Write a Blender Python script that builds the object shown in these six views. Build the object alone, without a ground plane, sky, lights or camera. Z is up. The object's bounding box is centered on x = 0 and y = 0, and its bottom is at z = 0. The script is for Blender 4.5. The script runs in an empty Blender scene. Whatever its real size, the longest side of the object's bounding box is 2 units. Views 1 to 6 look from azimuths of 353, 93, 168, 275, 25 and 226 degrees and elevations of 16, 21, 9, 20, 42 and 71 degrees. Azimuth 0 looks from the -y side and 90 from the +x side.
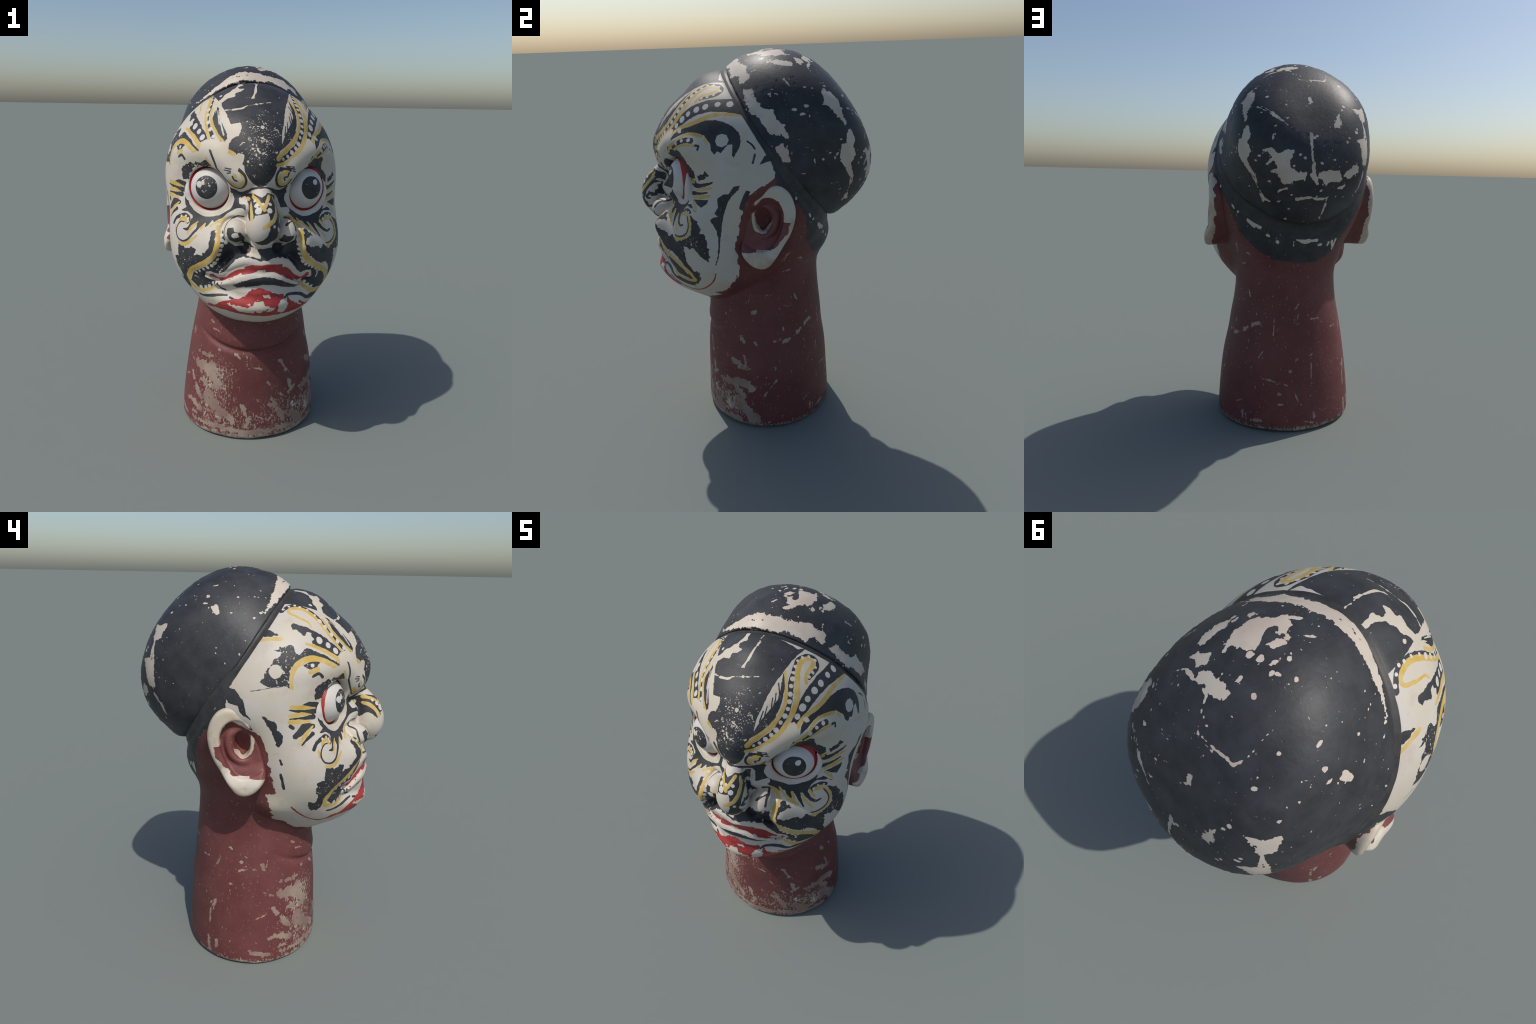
"""Antique painted puppet head: a white demon face with black, gold and red
brush ornament, a black skull cap of hair, two ears and a maroon neck plug."""
import bpy, math, random
import numpy as np
from mathutils import Vector
from mathutils.bvhtree import BVHTree

random.seed(7)
RNG = np.random.default_rng(7)

# ------------------------------------------------------------------ helpers
def smin(a, b, k):
    h = np.clip(0.5 + 0.5 * (b - a) / k, 0, 1)
    return b * (1 - h) + a * h - k * h * (1 - h)

def smax(a, b, k):
    return -smin(-a, -b, k)

def sstep(a, b, x):
    t = np.clip((x - a) / (b - a), 0, 1)
    return t * t * (3 - 2 * t)

def catmull(pts, per=8, closed=False):
    """Smooth curve through the control points."""
    p = np.asarray(pts, float)
    n = len(p)
    if n < 3 and not closed:
        t = np.linspace(0, 1, per + 1)[:, None]
        return p[0] * (1 - t) + p[-1] * t
    if closed:
        q = np.vstack([p[-1], p, p[0], p[1]])
        segs = n
    else:
        q = np.vstack([2 * p[0] - p[1], p, 2 * p[-1] - p[-2]])
        segs = n - 1
    out = []
    t = np.linspace(0, 1, per, endpoint=False)[:, None]
    for i in range(segs):
        a, b, c, d = q[i], q[i + 1], q[i + 2], q[i + 3]
        out.append(0.5 * (2 * b + (c - a) * t + (2 * a - 5 * b + 4 * c - d) * t ** 2 + (3 * b - a - 3 * c + d) * t ** 3))
    if not closed:
        out.append(p[-1:])
    return np.vstack(out)

def interp(z, table, col):
    """Monotone-free smooth interpolation of a station table (column 0 = height)."""
    t = np.asarray(table, float)
    x, y = t[:, 0], t[:, col]
    m = np.gradient(y, x)
    i = np.clip(np.searchsorted(x, z) - 1, 0, len(x) - 2)
    h = x[i + 1] - x[i]
    u = np.clip((z - x[i]) / h, 0, 1)
    return ((2 * u ** 3 - 3 * u ** 2 + 1) * y[i] + (u ** 3 - 2 * u ** 2 + u) * h * m[i]
            + (3 * u ** 2 - 2 * u ** 3) * y[i + 1] + (u ** 3 - u ** 2) * h * m[i + 1])

def ellipsoid(X, Y, Z, c, r):
    q = np.sqrt(((X - c[0]) / r[0]) ** 2 + ((Y - c[1]) / r[1]) ** 2 + ((Z - c[2]) / r[2]) ** 2)
    return (q - 1) * min(r)

def tube(P, pts, per=5):
    """Distance to a chain of round cones: control rows are (x, y, z, radius)."""
    c = catmull(pts, per)
    d = np.full(len(P), 9.0)
    for a, b in zip(c[:-1], c[1:]):
        ab = b[:3] - a[:3]
        t = np.clip(((P - a[:3]) @ ab) / max(ab @ ab, 1e-12), 0, 1)
        q = P - a[:3] - t[:, None] * ab
        d = np.minimum(d, np.sqrt((q * q).sum(1)) - (a[3] + t * (b[3] - a[3])))
    return d

def poly_sdf(x, y, poly):
    """Signed distance in the plane, negative inside the closed outline."""
    a = np.asarray(poly, float)
    b = np.roll(a, -1, 0)
    d = np.full(x.shape, 9e9)
    inside = np.zeros(x.shape, bool)
    for (ax, ay), (bx, by) in zip(a, b):
        ex, ey = bx - ax, by - ay
        wx, wy = x - ax, y - ay
        t = np.clip((wx * ex + wy * ey) / max(ex * ex + ey * ey, 1e-12), 0, 1)
        d = np.minimum(d, (wx - t * ex) ** 2 + (wy - t * ey) ** 2)
        if ay != by:
            inside ^= ((ay > y) != (by > y)) & (x < ex * (y - ay) / (by - ay) + ax)
    return np.where(inside, -1, 1) * np.sqrt(d)

def _hash(i, j, k, s):
    h = (i * 374761393 + j * 668265263 + k * 1274126177 + s * 974711) & 0xFFFFFFFF
    h = ((h ^ (h >> 13)) * 1274126177) & 0xFFFFFFFF
    return ((h ^ (h >> 16)) & 0xFFFF) / 32767.5 - 1

def vnoise(P, scale, seed=0, octaves=1):
    """Value noise in [-1, 1] on points."""
    out = np.zeros(len(P))
    amp, tot = 1.0, 0.0
    for o in range(octaves):
        q = P * scale * 2 ** o + 37.3 * (o + 1)
        i = np.floor(q).astype(np.int64)
        f = q - i
        f = f * f * (3 - 2 * f)
        acc = 0
        for dx in (0, 1):
            for dy in (0, 1):
                for dz in (0, 1):
                    w = (f[:, 0] if dx else 1 - f[:, 0]) * (f[:, 1] if dy else 1 - f[:, 1]) * (f[:, 2] if dz else 1 - f[:, 2])
                    acc = acc + w * _hash(i[:, 0] + dx, i[:, 1] + dy, i[:, 2] + dz, seed + o * 17)
        out += amp * acc
        tot += amp
        amp *= 0.5
    return out / tot

# --------------------------------------------------------------- the shapes
# head: a radius about a centre, as a polynomial of the direction (x^a y^b z^c)
HEAD_CENTRE = np.array([0.0, -0.10, 1.25])
HEAD_LOBES = [
    (0,0,0,0.614), (0,0,1,0.033), (0,1,0,-0.108), (0,1,1,0.096), (0,2,0,-0.106), (0,2,1,-0.034), (0,3,0,0.182), (0,3,1,-0.052),
    (0,4,0,-0.042), (0,4,1,-0.03), (0,5,0,0.013), (0,5,1,-0.037), (0,6,0,-0.039), (0,6,1,-0.066), (0,7,0,-0.052), (0,7,1,0.007),
    (0,8,0,0.013), (1,0,0,-0.004), (1,0,1,-0.012), (1,1,0,0.006), (2,0,0,-0.237), (2,0,1,0.066), (2,1,0,0.242), (2,1,1,-0.048),
    (2,2,0,-0.195), (2,2,1,-0.066), (2,3,0,0.218), (2,3,1,0.17), (2,4,1,-0.14), (2,5,0,-0.021), (2,5,1,0.123), (2,6,0,0.091),
    (4,0,0,0.164), (4,0,1,-0.102), (4,1,0,-0.148), (4,1,1,0.219), (4,2,0,0.133), (4,2,1,-0.07), (4,3,0,-0.08), (4,3,1,0.081),
    (4,4,0,0.093), (6,0,0,-0.05), (6,0,1,0.037), (6,1,0,0.011), (6,1,1,0.164), (6,2,0,0.02), (8,0,0,-0.055),
]
# hair cap: the same kind of egg about its own centre
CAP_CENTRE = np.array([0.0, 0.22, 1.52])
CAP_LOBES = [
    (0,0,0,0.471), (0,0,1,-0.009), (0,1,0,-0.158), (0,1,1,0.010), (0,2,0,-0.004), (0,2,1,-0.070), (0,3,0,0.084), (0,3,1,0.024),
    (0,4,0,0.014), (0,4,1,-0.028), (0,5,0,-0.005), (0,5,1,-0.028), (0,6,0,-0.016), (1,0,0,-0.006), (1,0,1,-0.007), (1,1,0,0.002),
    (2,0,0,-0.028), (2,0,1,-0.021), (2,1,0,0.099), (2,1,1,0.234), (2,2,0,0.029), (2,2,1,-0.021), (2,3,0,0.010), (2,3,1,0.021),
    (2,4,0,-0.018), (4,0,0,0.029), (4,0,1,-0.035), (4,1,0,-0.056), (4,1,1,0.006), (4,2,0,0.064), (6,0,0,-0.076),
]
CAP_PLANE = (np.array([0.0, 0.835, 0.55]), 0.950)     # the hairline lies in this plane

# neck stations: height, front y, back y, half width, centre x
NECK = [
    (-0.05, -0.334, 0.402, 0.398, -0.005), (0.10, -0.329, 0.400, 0.393, -0.005), (0.20, -0.323, 0.394, 0.385, -0.003), (0.40, -0.312, 0.380, 0.359, -0.001),
    (0.50, -0.302, 0.365, 0.340, -0.004), (0.60, -0.294, 0.357, 0.322, -0.002), (0.70, -0.290, 0.347, 0.303, -0.001), (0.80, -0.284, 0.339, 0.292, -0.001),
    (0.86, -0.280, 0.337, 0.290, -0.001), (0.91, -0.270, 0.343, 0.298, -0.001), (0.96, -0.260, 0.364, 0.310, -0.001), (1.00, -0.250, 0.388, 0.312, -0.001), (1.05, -0.250, 0.403, 0.322, -0.001),
    (1.10, -0.250, 0.401, 0.332, -0.001), (1.20, -0.250, 0.375, 0.338, -0.001), (1.30, -0.250, 0.330, 0.350, -0.001), (1.45, -0.200, 0.200, 0.280, -0.001),
]

def egg(P, centre, lobes):
    v = P - centre
    r = np.sqrt((v * v).sum(1)) + 1e-9
    u = v / r[:, None]
    pw = [[np.ones(len(P))], [np.ones(len(P))], [np.ones(len(P))]]
    for ax in range(3):
        for _ in range(8):
            pw[ax].append(pw[ax][-1] * u[:, ax])
    R = 0
    for a, b, c, k in lobes:
        R = R + k * pw[0][a] * pw[1][b] * pw[2][c]
    return r - R

def cap_side(P):
    """Positive on the hair side of the hairline plane."""
    return P @ CAP_PLANE[0] - CAP_PLANE[1]

def face_xy(P):
    """Symmetric face coordinates: the face is set 1 cm to the left and turned a little."""
    xs = P[:, 0] + 0.0105
    return np.abs(xs), P[:, 1] + 0.04 * xs, P[:, 2]

EYE_C = np.array([0.2110, -0.2985, 1.411])   # in symmetric face coordinates (right side)
EYE_N = np.array([0.38, -0.925, 0.0])        # the way the eye bulges
EYE_R, EYE_RING = 0.113, 0.044               # ball radius; the lids grip it this far out from the centre

def eye_field(S):
    e = S - EYE_C
    return np.sqrt((e * e).sum(1)) - EYE_R

def core_field(P):
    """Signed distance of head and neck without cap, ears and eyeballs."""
    x, y, z = P[:, 0], P[:, 1], P[:, 2]
    d = egg(P, HEAD_CENTRE, HEAD_LOBES) * 0.92
    # neck plug: super-elliptic stations
    yf, yb, a, cx = (interp(z, NECK, i) for i in (1, 2, 3, 4))
    yc, b = (yf + yb) / 2, (yb - yf) / 2
    q = ((np.abs(x - cx) / a) ** 2.0 + (np.abs(y - yc) / b) ** 2.0) ** 0.5
    dn = (q - 1) * np.minimum(a, b) + 0.004
    dn = smax(dn, z - 1.35, 0.05)
    # throat crease: a roll of flesh over a groove, strongest in front
    az = np.degrees(np.arctan2(x + 0.01, -(y - 0.03)))
    zc = 0.518 + 0.0000230 * az ** 2
    front = sstep(72, 28, np.abs(az))
    dn = dn + front * (0.014 * np.exp(-((z - zc) / 0.016) ** 2) - 0.006 * np.exp(-((z - zc - 0.055) / 0.035) ** 2))
    d = d + 0.052 * np.exp(-((x - 0.02) / 0.23) ** 2 - ((y + 0.35) / 0.12) ** 2 - ((z - 0.71) / 0.075) ** 2)      # hollow under the chin
    d = smin(d, dn, 0.018)
    box = (z > 0.52) & (y < 0.12) & (z < 2.0)
    if box.any():
        Q = P[box]
        d[box] = face_features(Q, d[box])
    # jaw angle
    d = d - np.where(x > 0, 0.012, 0.034) * np.exp(-((y + 0.05) / 0.11) ** 2 - ((z - 0.90) / 0.08) ** 2) * sstep(0.15, 0.32, np.abs(x))
    # the skull is hollowed behind each ear bowl
    d = d + 0.055 * np.exp(-((y - 0.075) / 0.065) ** 2 - ((z - 1.235) / 0.085) ** 2) * (np.abs(x) > 0.25)
    # hair band: the core is cut back a little along the hairline
    s = cap_side(P)
    band = np.exp(-((s + 0.012) / 0.012) ** 2)
    d = d + 0.004 * band * sstep(1.0, 1.15, z)
    # flat underside with a worn rim
    d = smax(d, -z + 0.005 * vnoise(P, 11, 3) * sstep(0.1, 0.0, z) + 0.002, 0.034)
    return d

# gentle swellings of the face: X, z, spread X, spread z, outward amount
SWELLINGS = [
    (0.00, 1.545, 0.105, 0.085, 0.046),     # forehead tongue
    (0.00, 1.65, 0.13, 0.07, 0.010),
    (0.00, 0.862, 0.15, 0.048, 0.030),      # chin
    (0.210, 1.175, 0.060, 0.090, 0.068),    # cheek beside the nose
    (0.285, 1.06, 0.09, 0.11, 0.028),       # jowl
    (0.19, 0.98, 0.05, 0.03, -0.016),
    (0.165, 1.065, 0.042, 0.055, -0.038),   # fold from wing to mouth corner
    (0.275, 1.17, 0.05, 0.055, 0.012),
    (0.145, 1.300, 0.040, 0.030, 0.016),    # over the nose wing
    (0.130, 1.105, 0.055, 0.042, -0.022),    # hollow above the mouth corner
    (0.20, 0.955, 0.055, 0.035, -0.018),
    (0.085, 1.335, 0.035, 0.035, 0.022),    # side of the bridge
    (0.00, 1.80, 0.16, 0.055, -0.014),
    (0.00, 1.90, 0.20, 0.06, 0.009),
    (0.375, 1.40, 0.05, 0.08, -0.010),
    (0.35, 1.22, 0.07, 0.11, 0.014),
    (0.22, 1.60, 0.12, 0.06, 0.014),        # over the brow
    (0.09, 1.400, 0.040, 0.045, -0.022),     # inner eye corner
    (0.15, 0.925, 0.09, 0.03, -0.022),
    (0.05, 1.135, 0.060, 0.022, -0.006),    # philtrum
]
BROW = [(0.0, -0.466, 1.494, 0.054), (0.085, -0.440, 1.489, 0.056), (0.155, -0.396, 1.545, 0.058), (0.235, -0.334, 1.583, 0.054), (0.315, -0.258, 1.566, 0.044), (0.365, -0.175, 1.54, 0.030)]
UPPER_LIP = [(0.0, -0.523, 1.080, 0.030), (0.075, -0.509, 1.094, 0.030), (0.15, -0.464, 1.052, 0.027), (0.205, -0.428, 1.006, 0.020), (0.235, -0.414, 0.998, 0.015), (0.268, -0.402, 1.006, 0.017)]
LOWER_LIP = [(0.0, -0.531, 1.014, 0.027), (0.085, -0.514, 1.005, 0.026), (0.155, -0.470, 0.973, 0.022), (0.205, -0.438, 0.957, 0.016)]
MOUTH_LINE = [(0.0, -0.562, 1.047, 0.004), (0.08, -0.545, 1.050, 0.004), (0.15, -0.494, 1.012, 0.004), (0.205, -0.452, 0.978, 0.003), (0.258, -0.424, 1.002, 0.001)]
UNDER_LIP = [(0.0, -0.560, 0.970, 0.006), (0.09, -0.540, 0.962, 0.006), (0.17, -0.485, 0.938, 0.004), (0.21, -0.455, 0.940, 0.002)]

def lid_tube(S):
    """The swollen lower eyelid: a ring that thins out toward the brow."""
    e = S - (EYE_C + EYE_N * (EYE_RING - 0.008) + np.array([0, 0, -0.008]))
    ax = e @ EYE_N
    rad = np.sqrt(np.maximum((e * e).sum(1) - ax * ax, 0))
    low = sstep(0.075, -0.03, e[:, 2])
    return np.sqrt((rad - 0.117) ** 2 + ax ** 2) - (0.001 + 0.020 * low)

def lid_field(P):
    return lid_tube(np.stack(face_xy(P), 1)) + np.where(P[:, 1] < -0.15, 0, 1)

def face_features(Q, d):
    X, Y, Z = face_xy(Q)
    S = np.stack([X, Y, Z], 1)
    fr = sstep(0.05, -0.15, Y)
    xs = Q[:, 0] + 0.0105                                                     # the two jowls differ a little
    d = d - 0.014 * np.exp(-((xs - 0.28) / 0.09) ** 2 - ((Z - 1.08) / 0.10) ** 2) * fr
    d = d - 0.012 * np.exp(-((xs + 0.31) / 0.08) ** 2 - ((Z - 1.56) / 0.07) ** 2) * fr
    d = d + 0.022 * np.exp(-((xs + 0.28) / 0.06) ** 2 - ((Z - 1.00) / 0.055) ** 2) * fr
    for cx, cz, sx, sz, amt in SWELLINGS:
        g = np.exp(-((X - cx) / sx) ** 2 - ((Z - cz) / sz) ** 2)
        d = d - amt * g * fr
    # brow roll
    d = smin(d, tube(S, BROW, 9), 0.035)
    # eye socket and the thick lower lid
    d = smax(d, -(eye_field(S) + 0.006), 0.006)
    e = S - EYE_C
    ax = e @ EYE_N
    rad = np.sqrt(np.maximum((e * e).sum(1) - ax * ax, 0))
    lift = np.where(e[:, 2] > 0, 0.10 * np.maximum(-e[:, 0], 0), 0.0)          # the brow keeps its overhang on the nose side
    d = smax(d, -smax(rad - 0.104 - 0.06 * np.maximum(e[:, 0], 0), EYE_RING + 0.002 + lift - ax, 0.010), 0.012)
    lid = lid_tube(S)
    d = smin(d, lid, 0.008)
    # nose: bridge, bulb, wings, nostrils
    nose = tube(S, [(0, -0.472, 1.428, 0.038), (0, -0.512, 1.375, 0.052), (0, -0.541, 1.32, 0.068), (0, -0.545, 1.268, 0.078), (0, -0.545, 1.222, 0.058)], 10)
    wing = ellipsoid(X, Y, Z, (0.120, -0.472, 1.228), (0.060, 0.074, 0.056))
    nose = smin(nose, wing, 0.026)
    d = smin(d, nose, 0.018)
    d = smax(d, -ellipsoid(X, Y, Z, (0.082, -0.515, 1.160), (0.032, 0.045, 0.034)), 0.014)
    # crease over the wing
    d = d + 0.006 * np.exp(-(np.abs(ellipsoid(X, Y, Z, (0.115, -0.455, 1.222), (0.066, 0.09, 0.066))) / 0.008) ** 2) * sstep(1.2, 1.25, Z) * sstep(0.05, 0.09, X)
    # lips
    d = smin(d, tube(S, UPPER_LIP), 0.014)
    d = smin(d, tube(S, LOWER_LIP), 0.014)
    for line, w, dep in ((MOUTH_LINE, 0.008, 0.020), (UNDER_LIP, 0.014, 0.020)):
        t = tube(S, line)
        d = d + dep * np.exp(-(np.maximum(t, 0) / w) ** 2)
    return d

CAP_DENTS = [((-0.30, 0.46, 1.62), 0.13, -0.012), ((-0.08, -0.07, 1.93), 0.09, 0.018), ((0.31, 0.37, 1.23), 0.12, -0.017), ((-0.31, 0.37, 1.23), 0.11, -0.004)]

def cap_field(P):
    d = egg(P, CAP_CENTRE, CAP_LOBES)
    k = 0.010 + 0.07 * sstep(0.05, 0.28, P[:, 1])
    for c, s, a in CAP_DENTS:
        d = d - a * np.exp(-(((P - np.array(c)) / s) ** 2).sum(1))
    d = smax(d - 0.008 * np.exp(-cap_side(P) / 0.05) * sstep(0.2, 0.0, P[:, 1]), -cap_side(P), k)
    return d

# ear, drawn once for |x|: outline and bowl in the (y, z) plane
EAR_OUTLINE = [(0.005, 1.345), (0.028, 1.376), (0.060, 1.400), (0.115, 1.416), (0.165, 1.400), (0.200, 1.355), (0.217, 1.295), (0.212, 1.235), (0.190, 1.170),
               (0.152, 1.108), (0.112, 1.050), (0.080, 1.012), (0.042, 1.001), (-0.002, 1.018), (-0.040, 1.062), (-0.052, 1.105), (-0.035, 1.17), (-0.015, 1.26)]
EAR_BOWL = [(0.030, 1.318), (0.065, 1.350), (0.105, 1.352), (0.140, 1.325), (0.158, 1.275), (0.152, 1.220), (0.130, 1.160), (0.095, 1.112), (0.05, 1.092), (0.00, 1.105), (-0.045, 1.14), (-0.06, 1.22), (-0.02, 1.29)]

def ear_field(P):
    s, y, z = np.abs(P[:, 0] + 0.004), P[:, 1], P[:, 2]
    out = poly_sdf(y, z, catmull(EAR_OUTLINE, 5, True))
    bowl = poly_sdf(y, z, catmull(EAR_BOWL, 5, True))
    top = 0.446 + 0.020 * sstep(0.02, 0.18, y) + 0.032 * sstep(1.14, 1.05, z)
    flare = 0.10 * np.clip(top - s, 0, 0.1) * sstep(-0.02, 0.1, y)      # narrower toward the skull
    d = smax(out + flare, s - top, 0.030)
    d = smax(d, 0.30 - s, 0.01)
    floor = 0.424 + 0.020 * sstep(1.17, 1.10, z)
    d = smax(d, -smax(bowl, floor - s, 0.012), 0.014)
    S = np.stack([s, y, z], 1)
    anti = [(0.405, 0.075, 1.30, 0.016), (0.418, 0.115, 1.285, 0.018), (0.422, 0.122, 1.24, 0.018), (0.42, 0.105, 1.19, 0.018), (0.418, 0.062, 1.160, 0.018), (0.402, 0.01, 1.165, 0.018), (0.385, -0.03, 1.20, 0.02)]
    d = smin(d, tube(S, anti), 0.012)
    tragus = [(0.385, -0.012, 1.19, 0.022), (0.396, 0.004, 1.235, 0.020), (0.388, 0.004, 1.28, 0.018)]
    d = smin(d, tube(S, tragus), 0.012)
    d = smax(d, -ellipsoid(s, y, z, (0.425, 0.060, 1.240), (0.085, 0.038, 0.062)), 0.012)
    return d

# ------------------------------------------------------------- surface nets
def surface_nets(field, lo, hi, h):
    lo, hi = np.array(lo, float), np.array(hi, float)
    m = 4
    n = (np.ceil((hi - lo) / (h * m)).astype(int)) * m + 1
    ax = [lo[i] + h * np.arange(n[i]) for i in range(3)]
    cax = [a[::m] for a in ax]
    G = np.stack(np.meshgrid(*cax, indexing="ij"), -1)
    coarse = field(G.reshape(-1, 3)).reshape(G.shape[:3])
    near = np.abs(coarse) < h * m * 2.6
    F = np.repeat(np.repeat(np.repeat(coarse, m, 0), m, 1), m, 2)[:n[0], :n[1], :n[2]].astype(np.float32)
    M = np.repeat(np.repeat(np.repeat(near, m, 0), m, 1), m, 2)
    M2 = np.zeros(tuple(n), bool)
    for dx in (0, m - 1):
        for dy in (0, m - 1):
            for dz in (0, m - 1):
                sx, sy, sz = M[dx:dx + n[0], dy:dy + n[1], dz:dz + n[2]].shape
                M2[:sx, :sy, :sz] |= M[dx:dx + n[0], dy:dy + n[1], dz:dz + n[2]]
    M2 |= M[:n[0], :n[1], :n[2]]
    idx = np.argwhere(M2)
    P = lo + h * idx
    vals = np.concatenate([field(P[i:i + 400000]) for i in range(0, len(P), 400000)])
    F[M2] = vals
    neg = F < 0
    # cells with a sign change
    c = np.zeros(tuple(n - 1), np.int8)
    for dx in (0, 1):
        for dy in (0, 1):
            for dz in (0, 1):
                c += neg[dx:n[0] - 1 + dx, dy:n[1] - 1 + dy, dz:n[2] - 1 + dz]
    cells = np.argwhere((c > 0) & (c < 8))
    vid = np.full(tuple(n - 1), -1, np.int64)
    vid[tuple(cells.T)] = np.arange(len(cells))
    acc = np.zeros((len(cells), 3))
    cnt = np.zeros(len(cells))
    corners = [(i, j, k) for i in (0, 1) for j in (0, 1) for k in (0, 1)]
    val = {q: F[cells[:, 0] + q[0], cells[:, 1] + q[1], cells[:, 2] + q[2]] for q in corners}
    for q in corners:
        for a in range(3):
            if q[a]:
                continue
            q2 = list(q); q2[a] = 1; q2 = tuple(q2)
            v0, v1 = val[q], val[q2]
            cr = (v0 < 0) != (v1 < 0)
            t = np.where(cr, v0 / np.where(cr, v0 - v1, 1), 0)
            p = np.tile(np.array(q, float), (len(cells), 1))
            p[:, a] += t
            acc += np.where(cr[:, None], p, 0)
            cnt += cr
    V = lo + h * (cells + acc / cnt[:, None])
    quads = []
    for a in range(3):
        b, e = (a + 1) % 3, (a + 2) % 3
        sl0 = [slice(1, n[i] - 1) for i in range(3)]; sl0[a] = slice(0, n[a] - 1)
        sl1 = list(sl0); sl1[a] = slice(1, n[a])
        cr = neg[tuple(sl0)] != neg[tuple(sl1)]
        e0 = np.argwhere(cr)
        off = np.array([1, 1, 1]); off[a] = 0
        e0 = e0 + off
        flip = ~neg[e0[:, 0], e0[:, 1], e0[:, 2]]
        def cell(db, de):
            q = e0.copy(); q[:, b] += db; q[:, e] += de
            return vid[q[:, 0], q[:, 1], q[:, 2]]
        f = np.stack([cell(-1, -1), cell(0, -1), cell(0, 0), cell(-1, 0)], 1)
        f[flip] = f[flip][:, ::-1]
        quads.append(f)
    Q = np.vstack(quads)
    Q = Q[(Q >= 0).all(1)]
    return V, Q

def subdivide(V, Q):
    e = np.sort(np.stack([Q, np.roll(Q, -1, 1)], -1).reshape(-1, 2), 1)
    key = e[:, 0] * len(V) + e[:, 1]
    u, inv = np.unique(key, return_inverse=True)
    mid = (V[u // len(V)] + V[u % len(V)]) / 2
    cen = V[Q].mean(1)
    E = len(V) + inv.reshape(-1, 4)
    C = len(V) + len(u) + np.arange(len(Q))
    out = [np.stack([Q[:, i], E[:, i], C, E[:, i - 1]], 1) for i in range(4)]
    return np.vstack([V, mid, cen]), np.vstack(out)

def gradient(field, V, eps=0.0015):
    f0 = field(V)
    g = np.zeros_like(V)
    for i in range(3):
        W = V.copy(); W[:, i] += eps
        g[:, i] = (field(W) - f0) / eps
    return f0, g

def project(field, V, steps=1):
    for _ in range(steps):
        f0, g = gradient(field, V)
        l2 = np.maximum((g * g).sum(1), 0.05)
        st = np.clip(f0 / l2, -0.006, 0.006)
        V = V - g * st[:, None]
    f0, g = gradient(field, V)
    N = g / np.maximum(np.sqrt((g * g).sum(1, keepdims=True)), 1e-9)
    return V, N

def relax(V, Q, it=1):
    """One pass of neighbour averaging to even out the grid."""
    for _ in range(it):
        acc = np.zeros_like(V); cnt = np.zeros(len(V))
        for i in range(4):
            a, b = Q[:, i], Q[:, (i + 1) % 4]
            for s, t in ((a, b), (b, a)):
                for k in range(3):
                    acc[:, k] += np.bincount(s, V[t, k], len(V))
                cnt += np.bincount(s, minlength=len(V))
        V = 0.5 * V + 0.5 * acc / cnt[:, None]
    return V

# ------------------------------------------------------------ painted ornament
# Brush marks are placed on the surface by longitude and latitude (degrees, seen
# from a point inside the head); widths are in metres.
FACE_CENTRE = np.array([0.0, 0.05, 1.30])
MARKS = []          # (layer, kind, points, width)
CAP_MARKS = []
NECK_MARKS = []

# edges that have flaked rather than been brushed clean
FLAKED = ("cheek patch", "jaw patch", "comma left", "lash root", "hairline patch", "temple patch", "sideburn left", "chip", "fleck", "big bead band left", "chin")
def ragged(name): return 1.0 if any(k in name for k in FLAKED) else 0.35

def area(layer, name, pts): MARKS.append((layer, "area", pts, ragged(name)))
def stroke(layer, name, pts, w): MARKS.append((layer, "stroke", pts, w))
def dots(layer, name, pts, w): MARKS.append((layer, "dots", pts, w))
def cap_area(name, pts): CAP_MARKS.append(("area", pts, None))
def cap_stroke(name, pts, w): CAP_MARKS.append(("stroke", pts, w))
def cap_dots(name, pts, w): CAP_MARKS.append(("dots", pts, w))
def scratch(layer, name, pts, w): NECK_MARKS.append((layer, pts, w))

area("black", "forehead tongue", [(48.7, 67.4), (35.9, 63.8), (28.9, 60.6), (22.8, 56.3), (17.7, 51.7), (14, 46.6), (11.3, 41), (9.5, 36.6), (8.8, 32.3), (6.9, 28.7), (6, 25.8), (5.1, 22.6), (5.7, 22.5), (4.5, 19.4), (2.3, 16.5), (-0.2, 14.5), (-2.8, 13.8), (-5.4, 15.5), (-7.7, 17.7), (-9.3, 20.4), (-10.1, 23.3), (-10.2, 22.1), (-11.2, 25.5), (-14.4, 27.8), (-18.2, 30.1), (-18.1, 32.5), (-16.7, 37.9), (-18.7, 41.5), (-23.1, 47.2), (-28.6, 52), (-34.1, 55.7), (-54.5, 64), (-45.4, 67.4), (-24.9, 73.1), (1.5, 73.2), (26.2, 69.9), (37.1, 66.7)])
area("black", "brush shade right", [(22.8, 55.8), (23.6, 50.3), (22.3, 45.8), (20.6, 41.9), (18.6, 38.3), (15.5, 34.8), (11.8, 31.9), (6.6, 28.3), (6.8, 29.6), (8.8, 32.3), (10.8, 35.5), (13.2, 38.6), (16.7, 42), (19.2, 45), (20.8, 48.9), (21.8, 52.9)])
area("black", "brush shade left", [(-31.2, 51.2), (-30.4, 48.2), (-29.7, 44.8), (-27.8, 40.2), (-25.4, 36.6), (-23.3, 33.6), (-19.6, 33.4), (-19.1, 34.7), (-19.7, 36.7), (-21.7, 39.4), (-24.6, 42.8), (-27.2, 46.5), (-29.1, 50.3)])
stroke("line", "brush hair", [(19.5, 51.5), (20.2, 47.6), (19.8, 45.1)], 0.0028)
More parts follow.
